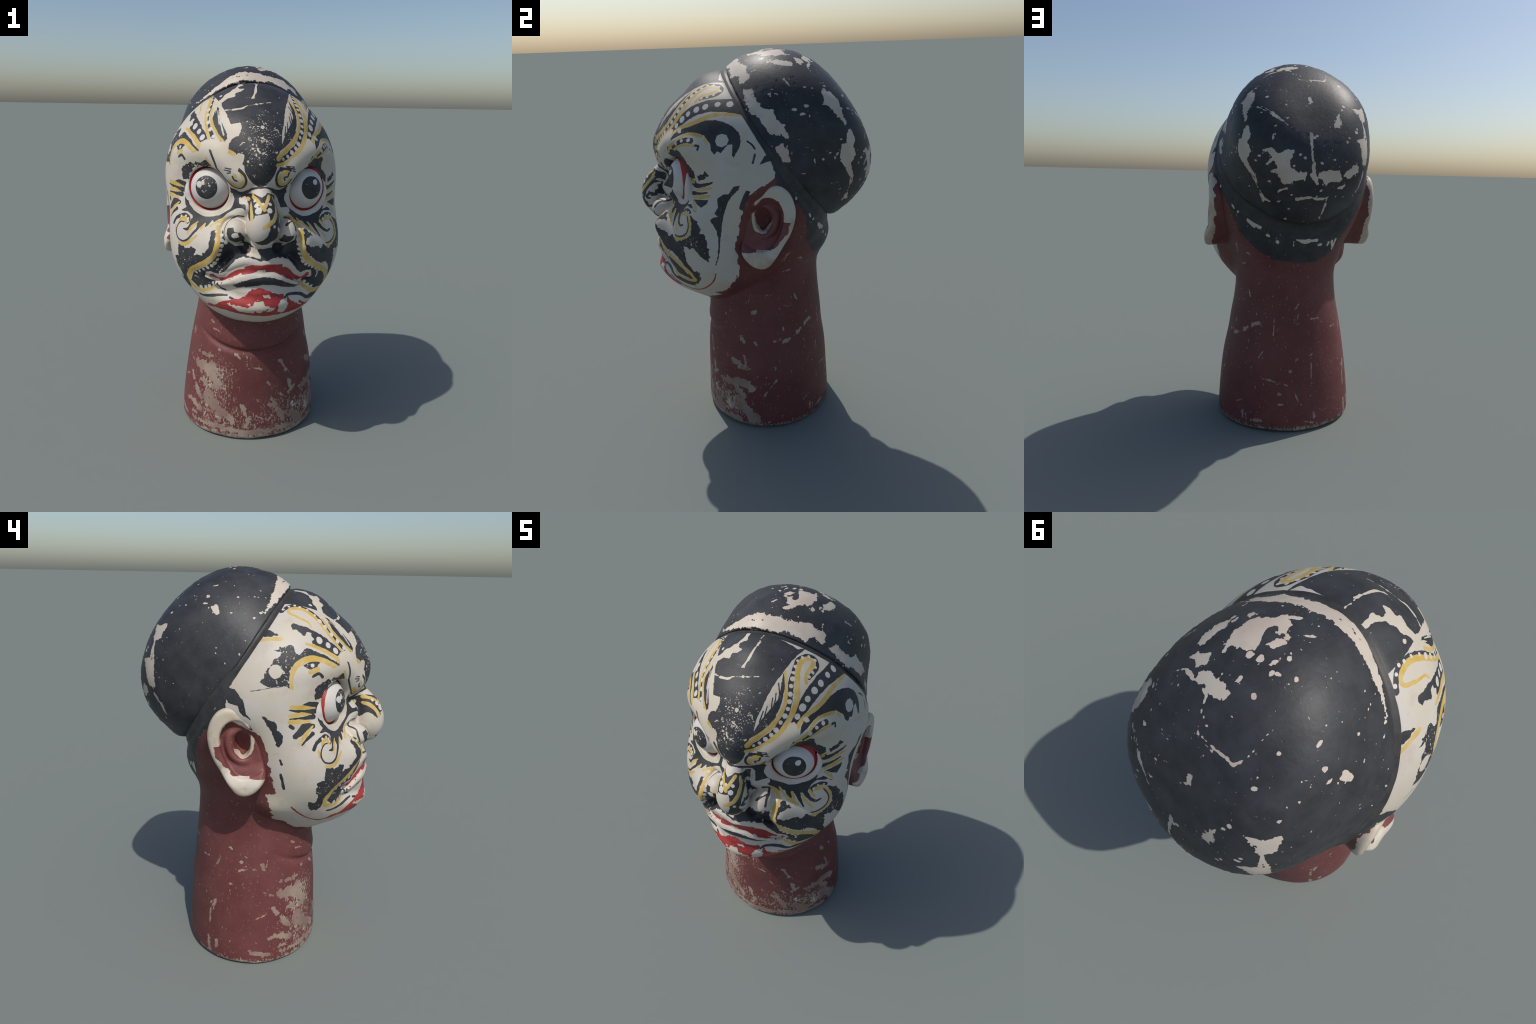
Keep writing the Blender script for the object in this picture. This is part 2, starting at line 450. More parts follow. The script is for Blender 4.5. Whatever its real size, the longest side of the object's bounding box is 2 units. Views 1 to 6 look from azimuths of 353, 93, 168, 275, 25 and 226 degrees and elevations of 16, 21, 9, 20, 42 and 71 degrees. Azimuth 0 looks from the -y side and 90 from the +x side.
stroke("line", "brush hair", [(21.5, 51.7), (21.8, 48.3), (20.9, 45.1)], 0.0028)
stroke("line", "brush hair", [(16.6, 45.5), (16.2, 41.7)], 0.0028)
stroke("line", "brush hair", [(14.1, 42.2), (13.1, 38.3)], 0.0028)
stroke("line", "brush hair", [(12.3, 40.1), (10.9, 35.8)], 0.0028)
stroke("line", "brush hair", [(17.8, 44.3), (17, 40.5), (15.4, 37.1)], 0.0028)
stroke("line", "brush hair", [(18.3, 47.5), (18.1, 44.3)], 0.0028)
stroke("white", "brush gap", [(-26.5, 45.8), (-24.2, 41.3), (-21.6, 36.6)], 0.004)
stroke("white", "brush gap", [(-29.3, 48.8), (-27, 44.6), (-25.4, 41.4)], 0.0025)
stroke("black", "bead band right", [(29.1, 54.7), (27.6, 52.4), (26.9, 50.4), (26.4, 47.1), (25.8, 44.4), (24.8, 41.6), (23.4, 38.7), (21.1, 36), (19.1, 33.1), (16.6, 30.9), (13.8, 29), (11.4, 27.2), (9.1, 25.8), (6.3, 24.4)], 0.013)
stroke("black", "bead band right tip", [(30, 56.8), (33.9, 61.1), (40.2, 62.9), (46.8, 63.4), (52.1, 61.8), (51.1, 58.3), (45.3, 55.5), (40.5, 53.6)], 0.009)
dots("dot", "beads right", [(28.6, 53.4), (27.2, 50.5), (26.5, 47.3), (25.9, 44.4), (24.9, 41.6), (23.4, 38.8), (21.1, 36.2), (19, 33), (16.7, 30.9), (14, 29)], 0.0105)
dots("dot", "beads right small", [(11.4, 27.1), (8.9, 25.8), (29.6, 55.9), (31.4, 58.5), (34.3, 61.1), (39.6, 62.6), (46.4, 63), (51.2, 61), (48.6, 57.7), (44.6, 55.5), (40.7, 53.9)], 0.0078)
area("black", "big bead band right", [(70.1, 59.2), (58.2, 56.9), (47.2, 54.1), (39.6, 50.5), (34.2, 47), (30.7, 43.2), (28.1, 39.9), (25.3, 36.3), (27.5, 35.5), (29.6, 35.4), (32, 37), (34.7, 39.2), (39.2, 42.6), (45.3, 46.1), (54.1, 48.9), (65.5, 50.5), (81.1, 50.3)])
dots("dot", "big beads right", [(66.1, 55.2), (56.8, 53.4), (48.3, 50.6), (42.4, 48.1), (36.9, 45.1), (33.3, 41.9), (30, 38.4)], 0.0155)
area("black", "comma right", [(34.1, 37.1), (39.3, 40), (46.6, 42.7), (53.6, 44.6), (60.7, 45.6), (67.3, 45.2), (72.8, 43.8), (77.2, 41.1), (78.9, 37.4), (78.4, 34.1), (76.7, 31.1), (75.3, 28.6), (74.2, 30.2), (74.1, 35), (71.3, 34.8), (67.4, 30.3), (65, 31.1), (63.3, 29.4), (60.7, 31.5), (60.3, 33.8), (54.8, 37.5), (51.9, 36.7), (45.2, 37.2), (39, 35.9), (34.4, 32.7), (30.7, 30.5), (31.5, 33.9)])
area("white", "comma eye right", [(63, 35.6), (63.7, 38.4), (66.5, 39.5), (69.8, 39.3), (71.5, 37.2), (70.8, 34.7), (67.9, 33.2), (64.7, 33.6)])
area("black", "small bead band right", [(31.3, 28.5), (36.5, 31.9), (41.5, 34.4), (47.5, 35.1), (48.2, 33.8), (48.2, 32.5), (43.4, 31.6), (37.9, 29.5), (32.6, 27.5)])
dots("dot", "small beads right", [(36.2, 30.4), (40.2, 32.4), (44.6, 33.7)], 0.0095)
stroke("black", "fleck", [(49.1, 31.8), (52.3, 32), (52.3, 30.3)], 0.006)
stroke("gold", "thin gold right", [(23.7, 56.3), (24.4, 53), (24.3, 49.7), (24, 46.5), (23.2, 43.2), (21.5, 40), (19, 37), (15.9, 33.8), (12.2, 30.9), (8.7, 28.2), (6.2, 25.6)], (0.006, 0.013))
stroke("gold", "hook gold right", [(37.6, 51.5), (37.9, 53.2), (40.1, 55.6), (45.7, 58.3), (48.4, 60.5), (45.5, 62), (40.3, 61.7), (35.5, 59.7), (32.7, 56.4), (31.6, 53), (31, 49.7), (30.6, 46.4), (29.3, 43.2), (27.7, 40.3), (25.4, 37), (22.8, 34), (20, 31.2), (16.5, 28.6), (13.1, 26.2), (9.4, 24.1), (5.6, 22.9)], (0.008, 0.014, 0.008))
stroke("gold", "arch gold right", [(83.3, 49.6), (75.8, 50.2), (66.9, 49.5), (58.2, 48), (50.8, 44.8), (43.1, 41.4), (34.1, 38), (29.4, 34)], (0.004, 0.012, 0.01))
stroke("gold", "comma gold right", [(53.1, 36.9), (47.3, 37.1), (41.6, 36.2), (37.6, 33.4), (34.1, 30.3), (30.4, 28.3)], 0.008)
stroke("gold", "inner gold right", [(49.1, 31.8), (44.7, 31.4), (40, 30), (33.6, 27.6)], 0.007)
stroke("gold", "fleck gold", [(55.9, 35.6), (57.4, 34.3)], 0.009)
stroke("line", "temple line right", [(83, 37.4), (85.9, 35.8), (87.8, 33.8)], 0.004)
stroke("line", "temple line right", [(87.8, 30.8), (87.2, 28.7), (86.5, 26.5)], 0.005)
stroke("black", "bead band left", [(-61.2, 59.8), (-56.4, 61.1), (-50.5, 61.3), (-43.6, 59), (-39.9, 55.7), (-37.3, 51.1), (-36.3, 47.2), (-34.6, 43.5), (-31.5, 39.8), (-28.1, 36)], 0.01)
dots("dot", "beads left", [(-37.7, 50.1), (-36.2, 47), (-34, 43.2), (-31.1, 39.7), (-28, 36.3)], 0.0105)
dots("dot", "beads left small", [(-38.4, 53.3), (-40.8, 56.9), (-44.6, 59.5), (-47.5, 61.1), (-52.8, 61.5), (-59, 60.8)], 0.0065)
area("black", "brush dark left", [(-32, 51.2), (-30.1, 47.1), (-26.3, 41.2), (-21.2, 37), (-17.2, 33.7), (-18.8, 32.9), (-23.1, 34.8), (-27.7, 39.6), (-31.3, 44.5)])
area("black", "big bead band left", [(-59.9, 51.5), (-56.3, 51.6), (-52.5, 50), (-46.2, 46.6), (-39.9, 42.8), (-33.1, 37.5), (-30.5, 35.2), (-35.5, 33.5), (-40, 36.2), (-45.5, 39.5), (-50.2, 41.5), (-48.1, 43.5), (-48, 45.7), (-51.1, 46.5), (-53.9, 45.4), (-56.9, 48.5), (-60.2, 48.6)])
dots("dot", "big beads left", [(-44.3, 42), (-39.3, 39.2), (-35.3, 36.1)], 0.015)
area("black", "hairline patch left", [(-74.5, 55.9), (-71.3, 55.7), (-72.6, 53.8), (-78.3, 51.8), (-72.8, 50.5), (-68.7, 47.3), (-82, 48.7), (-80.1, 50.7)])
area("black", "comma left", [(-73, 40.7), (-68.5, 41.7), (-62.6, 41.8), (-60.6, 38.2), (-58.9, 37.3), (-54.1, 39.7), (-48.5, 37.6), (-39.7, 32.7), (-35.7, 30), (-37, 29.2), (-42.4, 31.6), (-48.6, 34.7), (-54.6, 35), (-59.7, 33.8), (-61.2, 32.8), (-65, 31.4), (-65.7, 27.9), (-65.8, 23.1), (-67.5, 24.3), (-71.9, 24.2), (-76.6, 24), (-81.8, 26.9), (-79.2, 28.7), (-79.4, 30.9), (-77.1, 33), (-75, 35.1), (-73.5, 36.5), (-69.7, 37.6), (-68.5, 39.4)])
dots("white", "comma eye left", [(-73, 31.1)], 0.027)
area("black", "small bead band left", [(-58, 32.4), (-54, 33.5), (-50, 33.8), (-47.3, 32.6), (-49.6, 31.8), (-50.9, 30.2), (-53.8, 30.2), (-55.5, 30.8)])
dots("dot", "small bead left", [(-52.7, 31.9)], 0.008)
stroke("black", "fleck", [(-53, 27.4), (-49.6, 28), (-46.8, 26.4)], 0.007)
stroke("gold", "arch gold left", [(-85.3, 45.4), (-80.5, 46.5), (-74.7, 46.5), (-68.1, 45.6)], (0.005, 0.01))
stroke("gold", "arch gold left", [(-53.4, 41.5), (-47.8, 39.4), (-41.7, 36.4), (-35.2, 31.6)], (0.006, 0.012))
stroke("gold", "comma gold left", [(-64.5, 23), (-64.9, 27.1), (-62.7, 31.9), (-58.7, 34), (-52.6, 35), (-46.1, 33.2), (-36.9, 28.8)], (0.007, 0.015, 0.011))
stroke("gold", "inner gold left", [(-54.4, 29.2), (-50, 29.8)], 0.011)
stroke("gold", "hook gold left", [(-46.3, 48.2), (-46.9, 50.8), (-51, 53.7), (-55.9, 57.6), (-54.8, 59.6), (-50, 59.7), (-44.8, 58.2), (-41, 54.9), (-38.8, 50.4), (-36.7, 45.3), (-33.9, 40.5), (-30.5, 35.2)], (0.004, 0.01, 0.008))
stroke("gold", "thin gold left", [(-34.4, 50.2), (-33.1, 45.9), (-29.5, 41.3), (-25.1, 36.6), (-21.3, 33.5)], 0.007)
stroke("gold", "tongue edge gold", [(-18.4, 29.6), (-14.8, 27.8)], 0.009)
stroke("line", "brow line left", [(-28.6, 30.5), (-27.2, 27.8), (-25.8, 25.3), (-25, 23.3)], 0.006)
stroke("gold", "brow curl left", [(-11, 19.9), (-9.7, 17.5), (-10.1, 15.5), (-12.4, 14.5), (-15.3, 15.5), (-17.5, 17)], 0.01)
dots("gold", "brow curl left", [(-14.5, 18.9)], 0.011)
stroke("line", "brow curl rim left", [(-12.8, 21.7), (-10, 19.5), (-8.8, 17.2), (-9.4, 15), (-12.2, 13.8), (-15.6, 14.6), (-18.2, 16.5), (-22.8, 21), (-25, 22.9)], (0.008, 0.004, 0.005))
stroke("line", "brow curl eye left", [(-15.6, 18.6), (-14.9, 17.4), (-13.5, 16.8)], 0.005)
stroke("line", "brow hair", [(-20.2, 21.7), (-16.6, 20.9)], 0.003)
stroke("line", "brow hair", [(-19.5, 22.4), (-16.3, 21.8)], 0.003)
stroke("line", "brow hair", [(-18.6, 20.2), (-16.6, 20.3)], 0.003)
stroke("gold", "brow edge left", [(-31, 26.9), (-27.9, 24)], 0.006)
stroke("black", "brow shade right", [(7.4, 21.5), (9.3, 21.4), (12.3, 21.4)], 0.01)
stroke("gold", "brow curl right", [(11.2, 20.2), (9.2, 20.2), (7.4, 18.3), (6.9, 16.6), (8, 15.4), (10.4, 15.7), (12.5, 17.1)], 0.0105)
stroke("line", "brow curl rim right", [(7.4, 21.8), (5.7, 19.7), (5.2, 17.4), (6.1, 15.2), (8.6, 14.4), (11.7, 15.2), (13.9, 17.5)], 0.006)
stroke("line", "brow curl eye right", [(9.7, 17.1), (9.3, 18.1), (11.2, 18.6), (11.9, 20.1)], 0.004)
stroke("line", "brow hair", [(10.9, 22.3), (15.2, 21.8)], 0.003)
stroke("line", "brow hair", [(11.2, 21.6), (15.8, 20.8)], 0.003)
stroke("line", "brow hair", [(10.5, 22.9), (14.8, 22.7)], 0.003)
area("black", "lash root right", [(25.7, 25), (27.6, 27.6), (30.7, 27.6), (38.8, 27.9), (40.5, 23.7), (47, 19.8), (47.9, 16.1), (48.7, 12.8), (42.6, 14), (41.5, 17), (39.3, 20.3), (41.4, 13.9), (35.7, 13.5)])
stroke("gold", "brow tail right", [(21.6, 24.8), (24, 25.4)], 0.006)
stroke("gold", "brow tail right", [(26.5, 25.4), (29.3, 27.8)], 0.007)
stroke("gold", "lash gold right", [(44.8, 14.7), (48, 15.5)], 0.006)
area("black", "lash root left", [(-50.7, 19), (-50.8, 22.1), (-46.3, 24.4), (-42.4, 25.1), (-38.1, 25.2), (-33.1, 25.8), (-30.3, 26), (-28.4, 24), (-32.1, 24.2), (-36.4, 24.1), (-40.2, 22.8), (-43.6, 20.2), (-45.2, 16.9), (-50.5, 16.4)])
stroke("black", "lid shade right", [(11.5, 11.1), (11.3, 7), (14.5, 2.6), (21, -1.7), (26.8, -3.6), (34, -3.1), (40.2, 0.4), (41.5, 5.7), (41.5, 11.4)], 0.011)
stroke("black", "lid shade left", [(-15.2, 11.1), (-14.6, 7.4), (-17.2, 2.1), (-23.5, -2), (-31, -3.6), (-38.1, -2.3), (-43.1, 1.1), (-46.6, 5.6), (-46.4, 11.1)], 0.011)
area("black", "eye corner right", [(2.4, 12.6), (7.6, 12.6), (11, 14.2), (12.2, 15.6), (13.8, 11.8), (11.5, 11.1), (11.3, 7.4), (12.9, 3.5), (17.4, 0), (22.5, -3.3), (20.3, -3.4), (14, 0.5), (9.9, 3.3), (8.5, 4.1), (7.9, 9), (5.5, 11.2)])
area("black", "eye corner left", [(-7, 11.5), (-10.9, 11.2), (-14.8, 12.9), (-17.8, 14.6), (-18.1, 11.8), (-15.3, 11.1), (-14.4, 7.7), (-16.2, 2.8), (-21.9, -1.6), (-25.9, -3.3), (-23.1, -2.8), (-19.7, -0.9), (-15.7, 2.5), (-12.8, 3.2), (-10.1, 2.5), (-9.2, 0.6), (-8, 4.6), (-8.8, 6.2), (-12.2, 6.4), (-12.8, 8.2), (-10.9, 9.7)])
area("black", "fringe right", [(14.1, 2.1), (18.1, -1.1), (23.6, -3.6), (28.3, -4.4), (33.1, -4.1), (36.8, -2.2), (39.7, -0.2), (43.7, 0.6), (45.8, 1), (51.8, -3.4), (47.5, -1.1), (41.9, -0.7), (38.7, -2.5), (36.8, -5.3), (35.1, -7.2), (33.3, -5.9), (31.9, -8), (30.3, -7.8), (29, -5.6), (27.2, -7.5), (25.7, -6.7), (24.3, -4.6), (21.2, -3.9), (19.7, -4.9), (18.5, -3), (15.3, 0)])
stroke("black", "fringe curl right", [(34.1, -5.9), (35.7, -8.1), (37.3, -9.7), (39.8, -10.8), (42.6, -10.2)], (0.012, 0.009, 0.003))
stroke("black", "fringe lock right", [(29.8, -5.5), (30.7, -7.8), (31.8, -10.1), (33, -12.3)], (0.013, 0.009, 0.004))
stroke("black", "fringe lock right", [(25.1, -4.7), (25.7, -6.7), (26.9, -8.9)], (0.012, 0.008, 0.003))
stroke("gold", "fringe gold right", [(32.4, -7), (34.3, -10), (37.3, -13.3)], (0.004, 0.009, 0.005))
stroke("gold", "fringe gold right", [(27.3, -5.8), (28.3, -8.5)], 0.007)
stroke("gold", "fringe gold right", [(37.1, -5.6), (39.3, -8.5)], 0.006)
area("black", "fringe left", [(-43, 1.3), (-37.9, -2.1), (-31.1, -3.3), (-23.7, -1.8), (-19.7, -0.5), (-23.5, -3), (-26.5, -4.7), (-27.8, -3.8), (-29.4, -6.1), (-31.2, -7.4), (-31.6, -5.4), (-34.5, -8.2), (-36.3, -10.5), (-36.6, -5.2), (-38.2, -7.6), (-39.7, -8), (-39.4, -5), (-40.7, -2.3), (-43.7, -0.7), (-48.9, -0.5), (-45.8, 1.4)])
stroke("gold", "fringe gold left", [(-36.5, -5.4), (-38.9, -7.9), (-41, -11)], (0.003, 0.009, 0.005))
stroke("gold", "fringe gold left", [(-31.8, -6.1), (-33.6, -8.1)], 0.006)
stroke("gold", "curl gold right", [(40.2, -5), (44.4, -4.8), (46.9, -7.1), (48.1, -10), (47.8, -12.7), (45.4, -15.1), (41.5, -16.6), (37.9, -17.2)], 0.01)
stroke("line", "curl line right", [(44.9, -5.7), (46.3, -7.9), (47.2, -10.4), (46.3, -13.3), (43.7, -15.1), (39.6, -16), (36.9, -15.8)], 0.004)
stroke("black", "curl beads right", [(38, -6.4), (38.3, -4.8), (42.9, -2.6), (46.5, -3.3)], 0.008)
dots("dot", "curl beads right", [(39.3, -5.1), (41.9, -3.3), (45.2, -3.3)], 0.0055)
area("black", "cheek patch right", [(47, -4.6), (51.7, -6.5), (53.8, -8.7), (55.5, -11.5), (54.7, -12.9), (57.5, -13.6), (58.7, -16.4), (59.5, -21.2), (59.2, -25.4), (58, -28), (56.3, -26.5), (54.8, -24.5), (52.9, -21.9), (50.6, -19.9), (48.5, -21.4), (46.8, -19.5), (41.5, -20.5), (38.1, -18.7), (42.7, -17.4), (45.9, -16.3), (48.9, -13.9), (49.6, -11.2), (49, -7.8)])
area("black", "jaw patch right", [(38.1, -18.7), (41.2, -22.9), (41.7, -26.4), (44.5, -28.4), (45.9, -30.6), (46.4, -33.2), (49.2, -32.6), (50.1, -34.5), (47.4, -39.5), (43.7, -41.7), (38.3, -42.9), (33, -42.2), (29, -40.7), (26.8, -37.6), (37.7, -39.1), (41.7, -34.5), (41.3, -30.3), (39, -26.3), (36.6, -23.5), (33.4, -21.3), (29.2, -18.1)])
area("black", "cheek patch right", [(22.8, -6.6), (24.3, -8.3), (26.2, -10.6), (21, -10.1), (19.5, -12), (22.4, -14), (29.6, -15.9), (31.8, -17.3), (34.2, -16.1), (38.4, -18.4), (44.2, -19.4), (44.3, -24.5), (44.8, -29.4), (38.2, -25.4), (34.5, -23.3), (30.6, -23.1), (26.1, -20.9), (21.7, -17), (19.3, -14), (19.1, -10.4)])
stroke("black", "curl beads left", [(-53.1, -7.8), (-51.6, -5.3), (-47.8, -3.1), (-44.5, -2.6), (-42.1, -4.1), (-42.4, -6)], 0.009)
dots("dot", "curl beads left", [(-47.4, -3.4), (-44.3, -2.9), (-42.6, -4.2), (-42.3, -5.4)], 0.0065)
stroke("gold", "curl gold left", [(-47.8, -6.3), (-47.2, -4.7), (-44.4, -4), (-43.1, -5.8)], 0.009)
stroke("line", "curl line left", [(-44.5, -5.9), (-46.8, -6.1), (-49, -8.4), (-49.3, -11.6), (-47.2, -14.2), (-43.2, -14.8), (-40, -13.4), (-37.5, -10.6), (-35.4, -8.3)], (0.003, 0.004, 0.007))
stroke("black", "curl lock left", [(-44.2, -9.1), (-41.9, -9.2), (-40, -7.7), (-39.4, -5)], (0.003, 0.01, 0.014))
stroke("gold", "curl foot left", [(-50.7, -8.7), (-50, -11.4)], 0.006)
stroke("gold", "curl foot left", [(-47.1, -15.9), (-43, -16.2), (-39.7, -15.2), (-37.3, -13.2), (-35, -11.5)], (0.006, 0.01, 0.006))
area("black", "cheek patch left", [(-45.2, -17.1), (-42.4, -17.3), (-40.4, -17.8), (-37.2, -16.4), (-35.2, -17.9), (-35.5, -20.1), (-33.3, -20.6), (-31.1, -19.6), (-30.2, -17.5), (-28.5, -17.6), (-26.2, -14.8), (-26, -10.8), (-26.3, -8.4), (-24.3, -7.3), (-23.3, -8.4), (-22.7, -11.9), (-23.3, -14.9), (-26, -18.7), (-30.5, -22), (-36.3, -25.3), (-40.7, -28.6), (-44, -32.3), (-46.6, -31.1), (-48.1, -27.7), (-48.7, -24.2), (-46.4, -19.4)])
area("black", "jaw patch left", [(-46.9, -17), (-42, -17.6), (-36.4, -16.9), (-34.1, -17), (-35.4, -19.8), (-29.5, -19), (-27.4, -20), (-33.4, -23), (-38.4, -25.4), (-42.2, -28.8), (-42.9, -33.6), (-43.5, -37.8), (-44.2, -39.9), (-48.1, -40), (-51.7, -36.9), (-51.8, -34.7), (-48, -35.1), (-47.8, -31.7), (-50.6, -27.6), (-50.8, -23.6), (-47.7, -22.2)])
stroke("black", "lash left", [(-48, 11.4), (-53.8, 11.2), (-59.7, 11.8), (-65.9, 12.9)], (0.014, 0.01, 0.003))
stroke("black", "lash left", [(-48.7, 13.8), (-53.5, 14.9), (-57.9, 14.6)], (0.015, 0.012, 0.004))
stroke("black", "lash left", [(-50.9, 8.1), (-57.9, 8.1), (-65.3, 8.1)], (0.012, 0.007, 0.003))
stroke("black", "lash left", [(-52.1, 3.5), (-56.4, 3.6), (-59.1, 1.5), (-62.3, -1.1)], (0.012, 0.02, 0.012))
stroke("black", "lash left", [(-64.8, 4.4), (-63.5, 3.4)], 0.008)
stroke("gold", "lash gold left", [(-49.7, 12.6), (-57.9, 13.6), (-64.7, 14.1)], (0.003, 0.011, 0.009))
stroke("gold", "lash gold left", [(-52.8, 9.7), (-58.7, 10.2), (-65.3, 9.7)], (0.003, 0.01, 0.009))
stroke("gold", "lash gold left", [(-53.2, 5.8), (-58.8, 6.4), (-65.2, 6.7)], (0.004, 0.011, 0.01))
stroke("gold", "lash gold left", [(-52.1, 3.5), (-56.7, -0.2), (-60.1, -4.6)], (0.004, 0.011, 0.005))
stroke("black", "lash left", [(-59, -5.4), (-56.1, -2.5), (-52.8, -0.2)], (0.003, 0.006, 0.01))
stroke("black", "lash right", [(44.6, 11.9), (50.2, 12), (57.5, 13.6), (61.9, 15.1)], (0.014, 0.009, 0.003))
stroke("black", "lash right", [(45.6, 7.2), (52.2, 7.9), (57.9, 9)], (0.01, 0.006, 0.003))
area("black", "lash right", [(47.2, 3.8), (53.9, 4.5), (58.9, 5.1), (57.4, 2.4), (54.2, 0.3), (50.3, 1.9)])
area("black", "fleck right", [(49.8, 17.7), (55, 18.9), (56.7, 20.7), (60.3, 18.7), (56.2, 16.6), (51, 15)])
stroke("gold", "lash gold right", [(48.5, 9), (54.7, 10.8), (61.2, 11.9)], (0.004, 0.01, 0.004))
stroke("gold", "lash gold right", [(46.7, 5.2), (53.5, 6.2), (59.8, 7.4)], (0.006, 0.011, 0.004))
stroke("gold", "lash gold right", [(46.8, 3.1), (49.7, 0.4), (51, -2.1)], (0.005, 0.01, 0.005))
area("black", "lash root side right", [(19.3, 21.5), (40.7, 21.2), (14.6, 16.2), (43.6, 16.9), (45, 14.2), (44.9, 11.3), (44.1, 13.3), (14.7, 15.3), (16.5, 19.2)])
stroke("gold", "lash gold right", [(14.6, 15.4), (42, 18)], 0.005)
stroke("gold", "lash gold right", [(43, 15.6), (43.5, 15.4)], 0.005)
stroke("gold", "lash gold right", [(44.3, 13.3), (46.7, 13.6)], 0.006)
area("black", "upper lip ground", [(14.2, -6.5), (16.4, -13.3), (19.9, -20.6), (26.9, -24.7), (31.3, -26), (38.8, -31.6), (41.7, -38.3), (31.4, -36.2), (22.7, -32.1), (21.7, -31.5), (25.5, -27.9), (24.1, -24.7), (21.7, -24.7), (19.3, -26.2), (17.8, -25.5), (12.3, -19.6), (8.2, -17.7), (4.1, -17.4), (1.4, -18.3), (-1.7, -18.5), (-6.3, -17.4), (-10.1, -17.7), (-13.4, -19.4), (-16.8, -23.3), (-19.5, -26.4), (-22.4, -27.2), (-26.5, -26.1), (-30.2, -27.6), (-30.9, -30.3), (-26.4, -31.9), (-24.8, -32.1), (-27.7, -35.3), (-32.8, -36.6), (-35.3, -36.9), (-40.9, -33.8), (-37.5, -28.8), (-29.3, -24.4), (-24.3, -20.2), (-20.9, -14.9), (-20.1, -10.1), (-20.8, -6.5), (-18.2, -10.8), (-14.6, -13.5), (-6.1, -12.7), (-3.1, -14.1), (2.8, -13.7), (9.4, -13.5), (13.8, -10)])
stroke("gold", "ribbon right", [(13.6, -0.6), (17.9, -4), (19.9, -5.8), (19.7, -7.8), (18.2, -10.4), (17.8, -13.5), (19.3, -16.9), (22, -20.1), (26.3, -22.7), (31.7, -25.4), (38.1, -29.3), (42.9, -33.5), (43.3, -36.2)], (0.008, 0.014, 0.014, 0.012))
stroke("gold", "ribbon foot right", [(37.3, -30.1), (41.6, -34), (43.9, -38.6), (38.5, -39.5), (28.6, -36.5), (23.9, -34.5), (20.4, -31.5)], (0.008, 0.011, 0.013, 0.006))
dots("dot", "ribbon beads right", [(18.8, -7.4), (16.2, -8.1), (16.5, -10.7), (16.4, -12.6), (16.7, -14.8), (17.8, -17.5), (18.9, -19.5), (19.8, -21.1)], 0.0095)
dots("dot", "ribbon beads right small", [(21.1, -22), (22.7, -22.6), (24.6, -23.4), (27.1, -24.7), (30.2, -26)], 0.007)
dots("dot", "foot beads right", [(23.3, -32), (25.8, -33.3), (28.7, -34.5)], 0.009)
stroke("white", "foot fleck", [(28.3, -25.7), (29.1, -27.4), (28.9, -29)], 0.005)
stroke("gold", "second ribbon right", [(20.5, -3.1), (22.9, -5.5), (25.4, -7.5), (29.5, -10.5)], (0.005, 0.008, 0.01))
dots("dot", "second beads right", [(23.1, -7), (24.8, -8.8), (27.4, -10.3)], 0.008)
stroke("gold", "ribbon left", [(-21.4, -2.6), (-23.3, -5.5), (-22.6, -7.7), (-21.8, -9.9), (-21.5, -12.3), (-22.4, -15.5), (-24.5, -18.7), (-28.4, -21.9), (-33.6, -24.8), (-38.5, -27.8), (-41.8, -31.3), (-42.4, -33.8)], (0.008, 0.014, 0.015, 0.012))
stroke("gold", "ribbon foot left", [(-39.5, -29.6), (-41.9, -33.3), (-40.9, -36.6), (-35.4, -37.3), (-28.7, -35.8), (-24.5, -33.3)], (0.01, 0.012, 0.007))
dots("dot", "ribbon beads left", [(-21.1, -7.2), (-20.4, -9.1), (-19.8, -10.9), (-19.5, -12.9), (-20.1, -14.9), (-21.1, -17.4), (-22.3, -20.1), (-23.7, -21.8), (-25.3, -23.1), (-27.7, -24.4), (-18.2, -12)], 0.0098)
dots("dot", "ribbon beads left small", [(-30.5, -25.9), (-33.4, -27.5), (-35.8, -28.8)], 0.0075)
dots("dot", "foot beads left", [(-34.3, -35.8), (-31.1, -35.3), (-28.9, -34.7), (-26.5, -33.2)], 0.0098)
stroke("gold", "second ribbon left", [(-21.8, -3), (-25.2, -4.8), (-27.8, -6.5)], 0.006)
dots("dot", "second beads left", [(-23.4, -5.3), (-23.6, -7.9)], 0.0075)
area("black", "nose ground", [(-9.6, 10.9), (-5.9, 11.5), (-1.9, 9.3), (0.8, 11.3), (5.8, 10.5), (7, 5.9), (7.3, 1.8), (9.2, -2.8), (8.7, -4.6), (6.6, -7.6), (2.1, -8.3), (-0.1, -9.7), (-3.5, -9.7), (-4.6, -8.9), (-1.4, -7.5), (0.3, -5.3), (1, -3), (0.8, 2), (0.3, 3.3), (-4.8, 2.3), (-5.4, 0.7), (-7, -0.2), (-7.9, 3.3), (-8.4, 8)])
stroke("white", "nose edge right", [(6.3, 9.8), (6.7, 4.6), (9, 0.1), (9.6, -2.9)], 0.006)
stroke("white", "nose edge left", [(-12.3, 8.6), (-11.7, 6.5), (-8.7, 6.3), (-8.3, 3.3), (-9, -1.2)], 0.007)
stroke("gold", "nose gold", [(-8, 8.8), (-6.6, 6.4), (-6.2, 3.2), (-6.1, 0.8)], 0.0095)
stroke("gold", "nose gold", [(-5.9, 10.5), (-3.7, 7.8), (-1.8, 5.6), (-1.1, 4.6)], 0.0095)
stroke("gold", "nose gold", [(1.3, 10.1), (-0, 7.2), (-0.7, 5.9)], 0.0085)
stroke("gold", "nose gold", [(3.1, 9.5), (4, 6.5), (3.9, 3.2), (2.8, 0.8), (0.7, -0.9), (-1.2, -2.1)], (0.007, 0.011, 0.009))
dots("dot", "nose beads", [(-3.5, 4.1)], 0.015)
